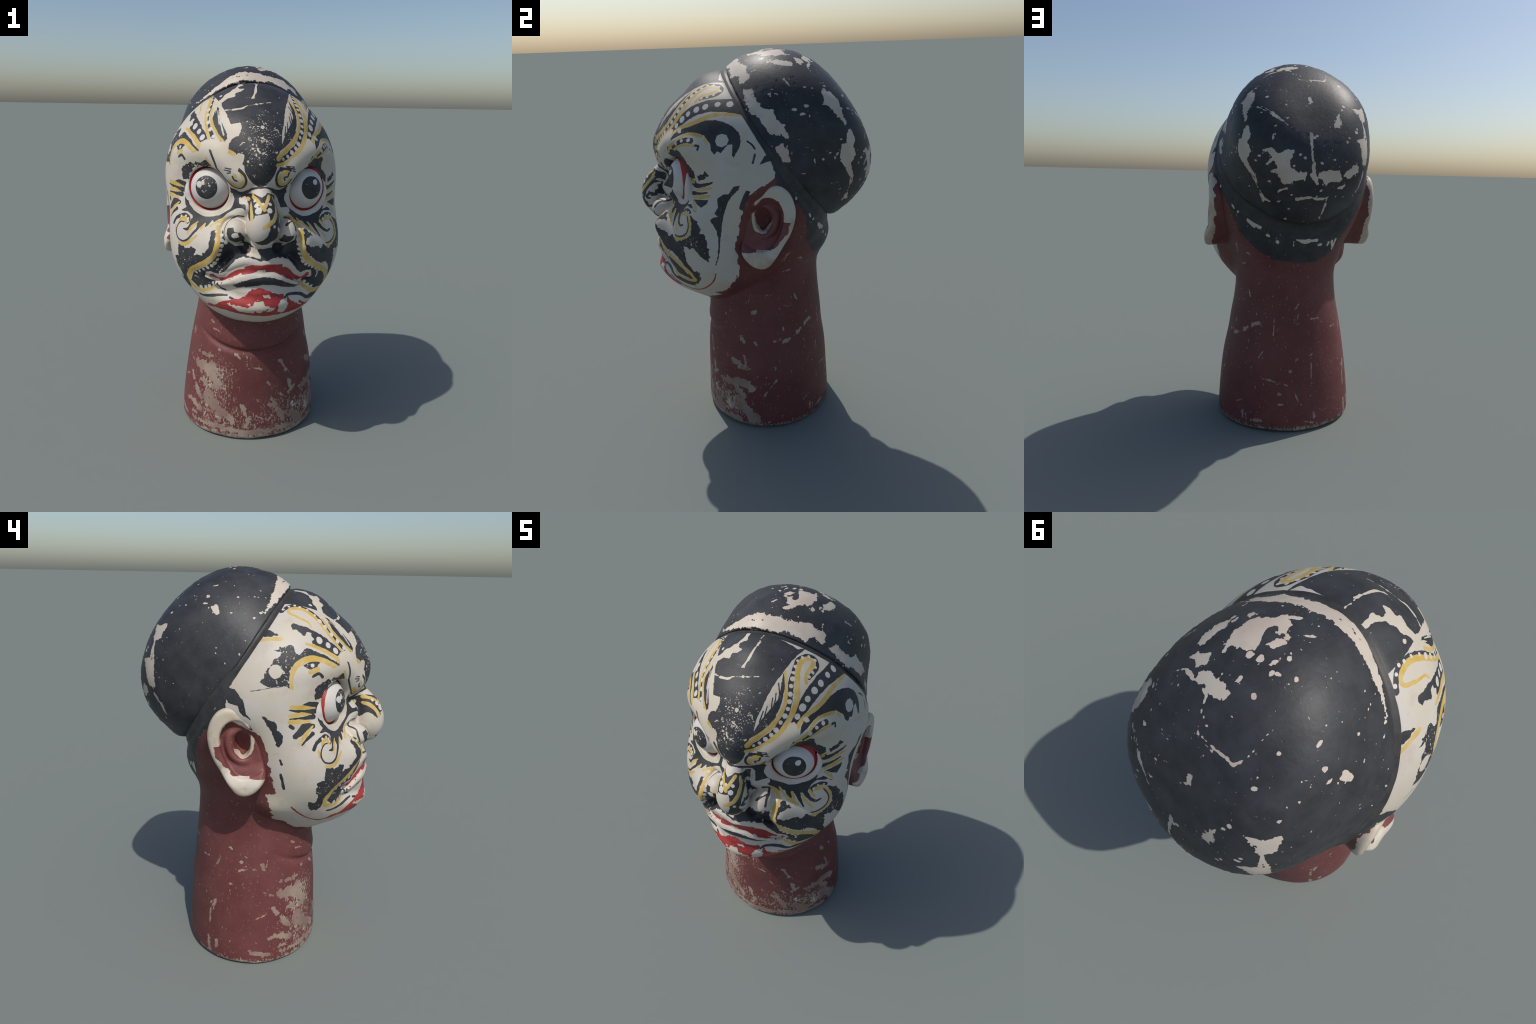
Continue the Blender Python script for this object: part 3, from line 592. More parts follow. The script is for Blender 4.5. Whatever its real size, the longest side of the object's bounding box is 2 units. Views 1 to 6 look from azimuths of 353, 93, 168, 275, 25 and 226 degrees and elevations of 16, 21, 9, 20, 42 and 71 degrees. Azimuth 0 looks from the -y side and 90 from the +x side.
dots("dot", "nose beads", [(1, 4.2), (-4.2, 6.2)], 0.012)
dots("dot", "nose beads", [(1.4, 6.7), (-1.6, 6.8), (2.8, -1.9), (-4.9, 8)], 0.0075)
area("black", "wing patch left", [(-17.1, -5), (-14.3, -4.3), (-13.5, -6.1), (-11.1, -6.1), (-9, -9), (-9.9, -12.9), (-13.4, -11.1), (-16.2, -9.7), (-17.4, -7.3)])
area("white", "wing fleck left", [(-15, -7.7), (-13.8, -6.3), (-11.9, -6.3), (-11.3, -8.2), (-13.8, -8.8)])
stroke("white", "wing band left", [(-9.7, -1.3), (-10.3, 2.5), (-13.9, 2.4), (-17.9, 0.1), (-22, -3.4)], 0.01)
stroke("line", "wing crease left", [(-10, -0.3), (-13.1, -0.4), (-17.1, -2.6), (-18.2, -3.9), (-19.1, -6.6), (-18.4, -9.5)], 0.0045)
stroke("white", "wing rim left", [(-18.7, -5.6), (-18.2, -8.3), (-16.9, -11.1), (-14.2, -13.4), (-10.6, -14.6)], 0.006)
area("black", "wing patch right", [(8.4, -7.4), (10.2, -5.3), (12.1, -5.9), (13.5, -6.6), (12.7, -9.4), (10.8, -11.4), (9, -12.6), (7.1, -10.2)])
stroke("line", "wing crease right", [(11.7, -1.5), (15.1, -2.8), (14.7, -3.6), (14.4, -5.7)], 0.006)
stroke("white", "wing rim right", [(13.5, -8.2), (12.2, -10.8), (9.7, -14.2)], 0.005)
stroke("white", "wing band right", [(8.6, 3.1), (11.2, 0.9), (13.8, -0.5)], 0.012)
stroke("white", "nose stripe right", [(5.3, -1.8), (5.2, 3), (4.9, 5.6), (4, 6.9), (6.5, 8.2)], 0.007)
stroke("line", "nose stripe edge right", [(4.1, -1.7), (4.9, 2.2), (4.9, 5.2), (4.4, 7.2), (5, 8.6)], 0.006)
stroke("white", "nose fold right", [(6.1, 0.5), (5.6, 2.2), (8.4, 2.8), (14, 2.4)], 0.014)
stroke("line", "wing crease right", [(6.3, -0.5), (5.9, -0.8), (5.6, -2.8), (15.4, -3.3)], 0.007)
area("white", "wing right", [(4.3, -2.9), (5.7, -1.1), (6.3, -0.8), (6.3, -2), (14.7, -3), (16.9, -5.3), (18.1, -9.2), (15.9, -7.6), (4.8, -7.7), (4.8, -5.1)])
stroke("line", "wing shade right", [(5, -4.7), (5.1, -7.3), (15.9, -7.9)], (0.003, 0.008, 0.004))
stroke("black", "brow crease", [(-16.2, 13.5), (-12, 11.6), (-8.8, 12.1), (-6, 13.3), (-2.8, 13.6), (1.9, 13.4), (6.9, 12.5), (10.9, 13.2), (12.9, 14.7)], (0.004, 0.008, 0.006, 0.005, 0.006, 0.008, 0.004))
area("red", "chin red", [(-5.6, -30.3), (-1.4, -29.7), (3.7, -30.8), (8.3, -33), (10.9, -34.5), (8, -34.4), (6.9, -35.4), (6.3, -37.2), (8, -39.1), (11.3, -39.5), (12.5, -36.3), (11.3, -35.1), (12.5, -35.1), (14.1, -35.9), (16.4, -37.3), (21.8, -40.7), (28.4, -43.6), (23.9, -43.7), (16.7, -42), (9.1, -40.5), (1.5, -39.9), (-4.1, -39.4), (-11.1, -40.2), (-17.3, -41.2), (-24.9, -43), (-34.1, -45.6), (-31.3, -43.2), (-24.3, -41.1), (-19.1, -37.7), (-15.6, -35.9), (-12.7, -34.9), (-8.8, -33.2), (-6.9, -31.3)])
area("chip", "chin chip", [(-17.8, -37.4), (-12.6, -36.2), (-8.7, -35.4), (-5.5, -34.8), (-4.5, -33.8), (-3, -33.1), (-0.2, -33), (0.3, -34.2), (1.9, -34.8), (0.1, -35.9), (-1.6, -37.1), (-4, -36.6), (-6, -37.8), (-10.9, -38.5), (-15, -38)])
area("chip", "chin chip", [(-0.4, -32), (1.7, -31.5), (2.7, -32.6), (0.4, -32.4)])
area("chip", "chin chip", [(-8.4, -34.6), (-6.1, -34.2), (-6.1, -34.8), (-8.2, -35.1)])
area("chip", "chin chip", [(2.2, -35.6), (4.9, -35.5), (4.7, -36.4), (0.5, -36.8)])
stroke("red", "jaw line right", [(20.3, -38.4), (24.8, -41.5), (30, -44.4), (36.1, -46.3), (43.4, -46.1), (51.5, -43.4), (56.7, -39.9), (59.5, -36.1)], (0.006, 0.005, 0.003))
stroke("red", "jaw line left", [(-14.8, -36), (-20.9, -38.5), (-24.7, -41.5), (-30.9, -44.8), (-38, -46.8), (-47.3, -45.8), (-55.6, -42.3), (-60.2, -39.4)], (0.01, 0.007, 0.004, 0.005))
area("red", "lip red", [(-8.9, -21.4), (-5.8, -20.1), (-1.7, -20), (1.9, -19.6), (8.3, -20.4), (8.9, -22.2), (10.7, -22.3), (13, -24.1), (16.7, -27.7), (20.3, -29.6), (21.9, -25.8), (23.3, -25.8), (23.5, -27), (23, -30.7), (20.9, -31), (19, -31), (14.1, -28.3), (8.4, -24.9), (4.5, -23.4), (0.7, -23), (0.4, -21.8), (-2.9, -22.1), (-3.4, -23), (-10.2, -24.8), (-10.5, -24.3), (-13.4, -26.4), (-17.2, -28.9), (-20.7, -30.9), (-22.6, -31.6), (-22.7, -30.8), (-25.9, -30.3), (-28.3, -30.4), (-27.6, -27.9), (-25.2, -27.3), (-22.8, -29.9), (-19.2, -29.3), (-15.9, -26.2), (-12.8, -23.7), (-9.2, -22.5)])
area("black", "under lip", [(-15, -30.1), (-10.4, -26.9), (-6.2, -25.4), (-0.7, -24.3), (4.6, -25), (8.8, -26.6), (14.3, -30), (17.5, -31.3), (20, -31.4), (17.4, -33.6), (13, -31.8), (5, -28.5), (-0.5, -27.9), (-5.6, -29.2), (-8.6, -29.9), (-8.8, -29.4), (-12.8, -31.2)])
stroke("line", "lip fold left", [(-23.5, -32), (-22.3, -34.6), (-19.1, -34.7)], (0.006, 0.004))
stroke("line", "chin line right", [(10.8, -34.6), (12.9, -34.6), (17.1, -35.5), (21.2, -36.3), (26, -38.7), (33.8, -41.7), (39.8, -42.9)], (0.005, 0.008, 0.01, 0.006))
stroke("line", "chin line left", [(-12.3, -35.8), (-13.9, -35.4), (-16.4, -35.6)], 0.006)
stroke("line", "chin line left", [(-18.2, -35.7), (-22.5, -36.5), (-27.4, -37.7), (-33.7, -39.7), (-36.8, -40.2)], (0.005, 0.008, 0.006))
area("black", "sideburn right", [(77.7, 12), (73.3, 7.8), (70.4, 3.6), (68.4, -2), (66.9, -8.2), (66.1, -14.9), (65.1, -22.4), (63.8, -26.4), (61.7, -30.7), (61, -30.5), (63.5, -25.9), (64.5, -21.1), (64.6, -16.5), (63.9, -12.2), (62, -8.7), (60.1, -6), (62, -4.8), (64.7, -4.1), (62.8, -2.5), (64.9, 1.2), (64.7, 6.5), (68.7, 9), (71.7, 9.4), (75.1, 13.7), (79, 14.5)])
area("black", "sideburn right", [(82.2, 11.9), (80.3, 8.4), (77.8, 2.8), (77.3, 0.6), (78.7, -0.4), (80.5, 1.9), (83.5, 8), (84.6, 11.3)])
area("black", "sideburn left", [(-81.1, 10.7), (-77, 8.7), (-72.1, 6.1), (-71.5, 2.3), (-69, 1), (-68.4, -4.5), (-70.6, -7.8), (-71.8, -6.1), (-72.8, -2.2), (-74.6, 1.4), (-78.6, 7)])
stroke("black", "sideburn line left", [(-69.4, -14.6), (-68.6, -16.7)], 0.006)
stroke("black", "sideburn line left", [(-68.7, -22.4), (-67.6, -25.7), (-66.3, -29.7)], 0.007)
area("black", "temple patch right", [(90.4, 25.7), (93.5, 29.7), (97.4, 33), (101, 31.1), (101.7, 26.7), (97.5, 27.6), (94.4, 27.1)])
area("black", "temple patch left", [(-101.9, 24.7), (-95.2, 23.8), (-90.6, 18.2), (-88.5, 11.4), (-85.3, 7.2), (-90.6, 10.2), (-93.8, 15.2), (-99.4, 16.9)])
stroke("line", "temple crack left", [(-86.6, 22.6), (-82.2, 23.1), (-75.8, 23.9), (-69.3, 24.3)], 0.0016)
area("chip", "forehead chip left", [(-23.2, 66.2), (-27.8, 72.7), (-23.4, 73.2), (-16.7, 66.4), (-20.8, 64.8), (-20.5, 63.3), (-14.4, 61.9), (-15.5, 59.9), (-19.7, 59.4), (-20.3, 56.8), (-25.7, 56), (-28.6, 53.8), (-28.4, 51.7), (-24.4, 48.4), (-18.3, 41.1), (-12.1, 41.4), (-12.1, 37.5), (-12.9, 35.3), (-15.6, 34.7), (-17.8, 33), (-18.1, 30.3), (-19, 27.4), (-17.7, 27.7), (-14.7, 27.3), (-12.5, 28.6), (-9.6, 27), (-9.6, 25.3), (-12, 23), (-13.2, 21.1), (-14.8, 20.1), (-15.5, 21.7), (-18.8, 23.4), (-21, 25.1), (-24.6, 26.2), (-27.4, 29.9), (-28.7, 30.7), (-31, 26.7), (-33.1, 25.8), (-37.7, 25.3), (-42.4, 25.1), (-46.2, 24.7), (-45.5, 27.3), (-38.7, 29), (-35.9, 29.2), (-35.2, 32.3), (-35.2, 33.5), (-32.1, 34.4), (-30.7, 35), (-26.5, 34.6), (-23.3, 33.6), (-20.3, 33.3), (-19.1, 34.7), (-19.4, 36.7), (-21.7, 41.1), (-26, 45.8), (-29.1, 50.3), (-33.6, 55.2), (-30.6, 56.6), (-28.2, 60.6), (-24, 62.6)])
area("chip", "brow chip right", [(21.6, 29.5), (24, 33.6), (25.8, 36), (27.5, 36.2), (30, 34.4), (28.9, 31.7), (29.3, 29), (26.4, 27.3), (24, 25.4), (17.7, 22.4), (10.9, 24.2), (13.9, 26.3), (19.3, 28.7)])
area("chip", "brow chip right", [(33, 37.3), (35, 38.1), (36.3, 35.9), (33.7, 35.8)])
area("chip", "philtrum chip", [(-7, -14.4), (-4.4, -13.1), (-2.7, -15.1), (-2, -16.9), (-1.8, -17.8), (-5.6, -17.4), (-8.8, -17.5), (-7.7, -16.5)])
stroke("chip", "crack", [(-1.5, 67.4), (-4.1, 59.4), (-5.4, 55.5)], 0.003)
stroke("chip", "crack", [(-23.5, 48.5), (-15.1, 48.9), (-9.2, 50.8), (-2.8, 51.8), (6.4, 53.1)], (0.005, 0.004, 0.002))
stroke("chip", "crack", [(-2.9, 71.7), (-2.8, 64.7), (-3.5, 59.4), (-6.7, 55.1)], 0.003)
dots("chip", "chip", [(-1.1, 38.7)], 0.008)
dots("chip", "chip", [(-34, 59), (-3.3, 51.6)], 0.008)
BORDER_RIGHT = [(102.7, 20.7), (95.9, 16.4), (84.5, 9.7), (79.6, 1), (77.8, -4.6), (76.1, -12.9), (74.2, -18.8), (72.9, -24.1), (74.5, -29.7), (73.8, -33.1), (73, -39.4), (69.9, -43.8), (64.8, -46.4), (56.6, -52.4), (48.7, -50.7), (52, -55.1), (44.2, -54)]
BORDER_LEFT = [(-80.7, -1.3), (-78, -5.4), (-75.8, -16.8), (-73.2, -25.3), (-69.7, -33.9), (-75.7, -37.8), (-73.7, -40.2), (-71.2, -44.8), (-67.5, -53.4), (-64.9, -56.9), (-58, -54.9), (-42.2, -58.5), (-38, -56.1)]
NAPE = [(61.6, -4.9), (55.2, -27.7), (42.8, -41.1), (24.3, -48.1), (1.7, -50), (-19.5, -49.4), (-33.1, -44.1), (-44.7, -34.3)]
cap_area("crown flake", [(31.5, -52.7), (33.1, -57.5), (32.1, -64.3), (28.1, -69.2), (25.8, -64), (27, -60.6), (26.7, -55.3), (27.4, -52.9)])
cap_area("crown flake", [(15.7, -56.8), (18.9, -61.7), (20.3, -66.3), (18.9, -72), (15.4, -75.5), (8.4, -80.4), (4.8, -78.7), (0.4, -74.4), (3.7, -73.2), (7.7, -75.2), (10.2, -72.3), (7.4, -68.5), (6.5, -65.1), (9.7, -62.7), (14.6, -61.2), (15.6, -57.8)])
cap_area("crown flake", [(27.4, -48.8), (26.5, -51.9), (20.1, -54.2), (18.2, -50.7), (22, -48.4)])
cap_area("crown flake", [(18, -45), (19.2, -47.8), (15.1, -50.9), (10.7, -51), (9.5, -53.4), (7.9, -51), (2.5, -50.1), (2.1, -47.4), (8.3, -46.4), (13.3, -45.8)])
cap_area("crown flake", [(3.9, -69.2), (2.1, -72), (-0.2, -72), (0.6, -68.9)])
cap_area("crown flake", [(24.5, -71.9), (23.9, -75.4), (20.6, -74.7), (21.5, -72)])
cap_area("side flake", [(-52.3, -43.2), (-52.2, -47.2), (-56.3, -47.1), (-59.3, -44.4), (-55.1, -42.7)])
cap_area("side flake", [(-32.3, -5.9), (-38.9, -7.8), (-43.6, -13.1), (-45.5, -13), (-47, -2.8), (-44.2, 2.1), (-46.9, 14), (-52.8, 23.1), (-53.4, 33.2), (-46.2, 35.2), (-39, 21.1), (-44.3, 17.8), (-42.2, 3), (-38.2, -2.3), (-34.7, -3.1)])
cap_area("side flake", [(-17.5, 10.9), (-19.4, 3.7), (-21.8, 1.5), (-23, 10.3), (-19.4, 13.3)])
cap_area("side flake", [(-0.7, -8.3), (-0.1, -13.5), (-1.9, -14.6), (-2.6, -10.2)])
cap_stroke("crack", [(12.7, -45.3), (9.8, -44.6), (7.8, -39.6), (5.7, -34.4), (4.5, -32.7)], (0.006, 0.004))
cap_stroke("crack", [(4.3, -32.4), (-2.4, -32.1), (-8.5, -31.9), (-15.3, -31.6)], (0.005, 0.003))
cap_stroke("crack", [(-15.3, -31.6), (-17.8, -36.9), (-18.3, -43.8), (-19.4, -51.6)], 0.0025)
cap_stroke("crack", [(35.8, -6.2), (29.9, -0.1), (24.5, 6), (19.4, 12), (14.9, 15.8)], (0.004, 0.006, 0.002))
cap_stroke("crack", [(-46.5, -69.2), (-45.3, -75.2)], 0.004)
cap_stroke("scratch", [(-2.3, -76.9), (-7.7, -80.7)], 0.005)
cap_stroke("scratch", [(-5.2, -76.9), (-5.5, -74.2), (-8.9, -74.1)], 0.005)
cap_stroke("scratch", [(7.1, -81.4), (4.7, -82.5)], 0.008)
cap_stroke("crack", [(32.2, -39.1), (26, -44.3), (18.8, -44.9)], 0.006)
cap_dots("chip", [(5.8, -62.7), (1.5, -64.1), (-3.5, -65), (-5.6, -63.2), (-6.3, -69.7), (2.3, -55.4), (-6.2, -54.2), (-13.8, -65.6), (17.2, -67.4)], 0.01)
cap_dots("chip", [(37.6, -28.4), (2.3, -36.8), (46.9, -38.4), (-48.5, -41.3), (-44.1, -45.3), (-26, -43.3), (-35.9, -52.5), (-26.3, -28.1), (-40.7, -20.2), (-25.8, -6.1), (-0.8, 23), (-28.6, 19.7), (-50.1, -2.2), (-36.2, 10.7), (-42.9, -30.5)], 0.007)
cap_area("front stripe", [(-55.7, -77.6), (-42.7, -83.7), (-17.1, -93), (-1.6, -91.7), (7.6, -89.4), (19.6, -86.2), (31.8, -81), (37.1, -78.5), (42.3, -77.1), (44.7, -80.3), (43.4, -83), (36.9, -85.3), (32.6, -88.7), (31.8, -91.5), (25.9, -93.1), (20.9, -93.2), (11.9, -95.5), (1.3, -97.6), (-10.2, -97.1), (-27.4, -93.8), (-43.4, -86.9)])
cap_area("front stripe", [(49.7, -79.6), (54.2, -72.6), (65.4, -62.2), (71.8, -53.5), (79.5, -29.9), (83.9, -21.1), (85.6, -41.1), (79.1, -51.5), (73.6, -64.1), (61.8, -73.6)])
cap_area("front stripe", [(16.2, -91.8), (4.6, -94.5), (-8.5, -93), (-19.7, -91.4), (-29.6, -90.5), (-41.1, -86.8), (-50.8, -82.1), (-52.8, -78.1), (-43.3, -82.4), (-32.8, -86.4), (-22.4, -88), (-13, -88.9), (-4, -89.9), (6, -88.7)])
cap_area("front stripe", [(-17.8, -91.4), (-14, -96.2), (-39, -88.5), (-50.2, -81.7), (-59.1, -75.8), (-58.3, -74), (-50.5, -80.5), (-43.4, -84.3), (-31.8, -89.1)])
cap_area("flake", [(50.8, -79.8), (53.2, -72.4), (68.5, -60.1), (70.4, -50.2), (76.1, -41.4), (80.1, -34.5), (81.8, -27), (86, -32.1), (86, -41), (78.6, -50.6), (75, -60.5), (66.6, -69.5)])
cap_area("flake", [(93, -24.4), (89.2, -22.1), (90.3, -10.3), (94.3, -2.2), (97.1, -6.1), (95.9, -16.4)])
cap_area("flake", [(44.8, -26.2), (39, -23.1), (41.3, -12.8), (45.7, -5.2), (48.1, -0.2), (51.2, -6.1), (49.5, -15.9), (51.1, -20.9)])
cap_area("flake", [(49.8, 5.1), (45.3, 4.8), (46, 13.6), (49.4, 20.7), (47.2, 26.4), (52.9, 31.3), (48, 45), (52.8, 42.1), (57.9, 32.1), (61.9, 21.5), (58.2, 12.2), (53.7, 13.5)])
cap_stroke("scratch", [(50.3, 44), (47.6, 54), (44.6, 68)], (0.008, 0.004, 0.008))
cap_stroke("scratch", [(45.1, -53.7), (49.5, -47.9)], 0.007)
cap_dots("chip", [(64.3, -34.2), (64.6, -27.1), (58.7, -29.6), (73.2, 15.1), (66.7, 13.2), (70.3, -49.6), (77.7, -33.1), (81.5, -28.2)], 0.009)
cap_area("back flake", [(49.9, -20.6), (45, -26.7), (40.1, -27.6), (41.1, -14.4), (44.1, -8.4), (48.7, -13.8)])
cap_stroke("back flake", [(46.8, -9.4), (48.3, 0.6)], 0.011)
cap_stroke("crack", [(43.5, -8.8), (36.7, -4.7), (25.7, 5.9), (18.3, 10.9)], (0.003, 0.006, 0.002))
cap_area("back flake", [(37.5, 28.4), (30.5, 27.7), (27.3, 32.7), (21.5, 30.8), (15.2, 31.9), (17, 37.2), (19.4, 39.1), (18.3, 43.5), (13.5, 47), (5.7, 47.2), (7.2, 52.4), (15.7, 53.3), (23.2, 55.3), (26.9, 50.4), (29.1, 44.5), (34.9, 44.8), (27.8, 42.5), (31.1, 37.6), (36.2, 38.9), (29.7, 34.5), (33.1, 31.7)])
cap_stroke("crack", [(29.4, 18.7), (30.4, 26.6)], 0.003)
cap_stroke("back flake", [(1.3, 20.2), (2, 31.2), (1.1, 39.9), (0.2, 47.1)], (0.01, 0.007, 0.012, 0.008))
cap_area("back flake", [(2.6, 48.2), (0.2, 47.1), (-5, 54.4), (-2.5, 55.6)])
cap_area("back flake", [(-3, 49.1), (-7.2, 45.8), (-19.4, 44.2), (-24.7, 49.6), (-23.1, 52.7), (-15.1, 52.8), (-10.6, 55.3), (-6.6, 52.2)])
cap_area("back flake", [(-26.4, 47.1), (-31.6, 40.5), (-41.4, 35.8), (-43.3, 41.5), (-30.8, 48.8)])
cap_area("back flake", [(-18.1, 6.8), (-20.6, 6.5), (-22.3, 13.6), (-17.4, 13.6)])
cap_area("back flake", [(-35.8, 19.6), (-43.6, 15.3), (-51.7, 19.5), (-44.2, 23.9)])
cap_stroke("back flake", [(-42.2, 1.1), (-45, 8), (-48.6, 15.6), (-48.4, 26.1), (-50.6, 35.6)], (0.006, 0.01, 0.016, 0.008))
cap_stroke("back flake", [(-50.9, 39.5), (-55.1, 48.3), (-54.5, 56.7)], (0.012, 0.01, 0.006))
cap_stroke("back flake", [(51.8, 36.4), (47.7, 46.3), (46.8, 56), (43.3, 63.6)], (0.009, 0.004, 0.009))
cap_area("back flake", [(43.8, 62.1), (36.4, 68.6), (44.3, 68.3)])
cap_stroke("back flake", [(11.6, 66.5), (1.8, 65), (-7, 66.2), (-15.7, 64.2)], (0.014, 0.008, 0.009, 0.006))
cap_stroke("back flake", [(-14.3, 64.9), (-15.6, 75.1), (-15.9, 87.9)], (0.009, 0.006))
cap_stroke("back flake", [(1.4, 89.5), (-34.3, 94.9)], 0.005)
cap_stroke("back flake", [(37.7, -32), (34.3, -29)], 0.006)
cap_stroke("scratch", [(-23, 56.9), (-29.5, 54.5)], 0.008)
cap_stroke("scratch", [(0.6, -30.8), (-5, -30.3)], 0.003)
cap_stroke("scratch", [(27.3, 59.4), (21.3, 57.7)], 0.009)
cap_dots("chip", [(-3, 21.4), (-6.4, 41.1), (-26.9, 23.2), (-35.1, 13.6)], 0.011)
cap_dots("chip", [(-0.3, -11.5), (10.6, 35.5), (41.1, 31.5), (35.6, 51.3), (28.4, 68.9), (30.8, -14.4), (-24.5, -2.5), (-7.3, 59.4), (44.9, 34), (-16.1, 37.6), (-26.8, 37.5), (7.1, 37.7), (20.9, 86.7), (16.6, 62.7)], 0.007)
scratch("chip", "neck wear", [(-0.271, -0.175, 0.47), (-0.229, -0.218, 0.47)], 0.01)
scratch("chip", "neck wear", [(-0.111, -0.276, 0.507), (-0.091, -0.288, 0.484)], 0.01)
scratch("chip", "neck wear", [(-0.307, -0.138, 0.409), (-0.273, -0.198, 0.321), (-0.257, -0.218, 0.291)], 0.01)
scratch("chip", "neck wear", [(-0.246, -0.21, 0.423), (-0.188, -0.26, 0.369)], 0.014)
scratch("chip", "neck wear", [(-0.23, -0.229, 0.384), (-0.214, -0.249, 0.316)], 0.012)
scratch("chip", "neck wear", [(-0.027, -0.304, 0.436), (0.034, -0.304, 0.42)], (0.003, 0.008))
scratch("chip", "neck wear", [(-0.048, -0.294, 0.494), (-0.048, -0.303, 0.423)], 0.004)
scratch("chip", "neck wear", [(0.062, -0.307, 0.343), (0.118, -0.297, 0.276), (0.177, -0.275, 0.231)], 0.006)
scratch("chip", "neck wear", [(0.186, -0.269, 0.256), (0.226, -0.241, 0.289)], 0.012)
scratch("chip", "neck wear", [(0.134, -0.275, 0.457), (0.173, -0.265, 0.393)], 0.01)
scratch("chip", "neck wear", [(-0.355, -0.107, 0.168), (-0.32, -0.169, 0.156)], 0.012)
scratch("chip", "neck wear", [(-0.338, -0.15, 0.104), (-0.32, -0.176, 0.093)], 0.012)
scratch("chip", "neck wear", [(-0.069, -0.313, 0.217), (-0.056, -0.319, 0.141), (-0.051, -0.324, 0.054)], (0.008, 0.004, 0.008))
scratch("chip", "neck wear", [(-0.195, -0.237, 0.515), (-0.187, -0.244, 0.509)], 0.007)
scratch("chip", "neck wear", [(-0.206, -0.215, 0.628), (-0.194, -0.228, 0.619)], 0.008)
scratch("chip", "neck wear", [(-0.23, -0.181, 0.666), (-0.226, -0.187, 0.659)], 0.006)
scratch("chip", "neck wear", [(-0.321, -0.053, 0.538), (-0.312, -0.062, 0.571)], 0.005)
scratch("chip", "neck wear", [(-0.297, -0.137, 0.477), (-0.301, -0.134, 0.457)], 0.006)
scratch("chip", "neck wear", [(-0.162, -0.268, 0.42), (-0.158, -0.271, 0.412)], 0.006)
scratch("chip", "neck wear", [(0.091, -0.306, 0.234), (0.119, -0.301, 0.189)], 0.014)
scratch("chip", "neck wear", [(0.158, -0.289, 0.149), (0.199, -0.271, 0.105)], 0.01)
scratch("chip", "neck wear", [(-0.197, -0.26, 0.311), (-0.184, -0.268, 0.305)], 0.009)
scratch("chip", "neck wear", [(-0.146, -0.288, 0.266), (-0.129, -0.295, 0.259)], 0.006)
scratch("chip", "neck wear", [(-0.249, -0.234, 0.21), (-0.215, -0.26, 0.184)], 0.01)
scratch("chip", "neck wear", [(0.009, -0.317, 0.244), (0.014, -0.317, 0.234)], 0.006)
scratch("chip", "neck wear", [(-0.267, -0.225, 0.156), (-0.198, -0.275, 0.132)], 0.006)
scratch("chip", "neck wear", [(0.001, -0.322, 0.149), (0.037, -0.321, 0.127)], 0.008)
scratch("chip", "neck wear", [(0.26, -0.216, 0.263), (0.284, -0.195, 0.22)], 0.01)
scratch("dot", "white tick", [(0.203, -0.264, 0.178), (0.218, -0.254, 0.191), (0.217, -0.256, 0.165), (0.24, -0.24, 0.161)], 0.003)
scratch("dot", "white tick", [(0.305, -0.179, 0.142), (0.313, -0.172, 0.101)], 0.004)
scratch("dot", "white tick", [(0.293, -0.194, 0.121), (0.297, -0.19, 0.115)], 0.004)
scratch("chip", "neck wear", [(-0.339, -0.153, 0.065), (-0.199, -0.279, 0.064), (-0.042, -0.325, 0.049), (0.103, -0.313, 0.052), (0.243, -0.244, 0.055)], 0.02)
scratch("chip", "neck wear", [(-0.289, -0.165, 0.402), (-0.23, -0.232, 0.366), (-0.214, -0.249, 0.316)], 0.034)
scratch("chip", "neck wear", [(-0.266, -0.219, 0.213), (-0.198, -0.273, 0.161), (-0.129, -0.305, 0.117)], 0.03)
scratch("chip", "neck wear", [(0.1, -0.306, 0.203), (0.159, -0.29, 0.12)], 0.028)
scratch("chip", "neck wear", [(0.209, -0.264, 0.121), (0.277, -0.215, 0.066)], 0.028)
scratch("chip", "neck wear", [(-0.346, -0.126, 0.163), (-0.302, -0.192, 0.138)], 0.022)
scratch("chip", "neck wear", [(-0.078, -0.312, 0.207), (-0.043, -0.323, 0.112)], 0.014)
scratch("chip", "neck wear", [(0.292, -0.182, 0.259), (0.348, -0.087, 0.275), (0.364, -0.043, 0.245)], 0.036)
scratch("chip", "neck wear", [(0.343, -0.108, 0.22), (0.357, -0.094, 0.122), (0.379, -0.033, 0.052)], 0.042)
scratch("chip", "neck wear", [(0.285, -0.207, 0.025), (0.35, -0.117, 0.041)], 0.022)
scratch("chip", "neck wear", [(0.306, -0.137, 0.403), (0.343, -0.065, 0.375)], 0.02)
scratch("chip", "neck wear", [(0.187, -0.263, 0.33), (0.207, -0.255, 0.278)], 0.014)
scratch("chip", "neck wear", [(-0.308, -0.139, 0.396), (-0.227, -0.228, 0.41)], 0.032)
scratch("chip", "neck wear", [(-0.262, -0.218, 0.253), (-0.16, -0.293, 0.136)], 0.028)
scratch("chip", "neck wear", [(-0.394, 0.008, 0.079), (-0.374, -0.084, 0.061)], 0.016)
scratch("chip", "neck wear", [(-0.324, -0.144, 0.261), (-0.3, -0.187, 0.197)], 0.02)
scratch("chip", "neck wear", [(-0.319, -0.04, 0.566), (-0.322, -0.049, 0.541)], 0.01)
scratch("chip", "neck wear", [(-0.28, -0.164, 0.463), (-0.249, -0.201, 0.46)], 0.012)
scratch("chip", "neck wear", [(-0.309, -0.116, 0.472), (-0.299, -0.136, 0.463)], 0.01)
scratch("chip", "neck wear", [(-0.309, -0.139, 0.387), (-0.251, -0.213, 0.365)], 0.016)
scratch("chip", "neck wear", [(-0.295, -0.174, 0.312), (-0.266, -0.208, 0.305)], 0.01)
scratch("chip", "neck wear", [(-0.281, 0.214, 0.518), (-0.286, 0.191, 0.56), (-0.286, 0.183, 0.584)], 0.005)
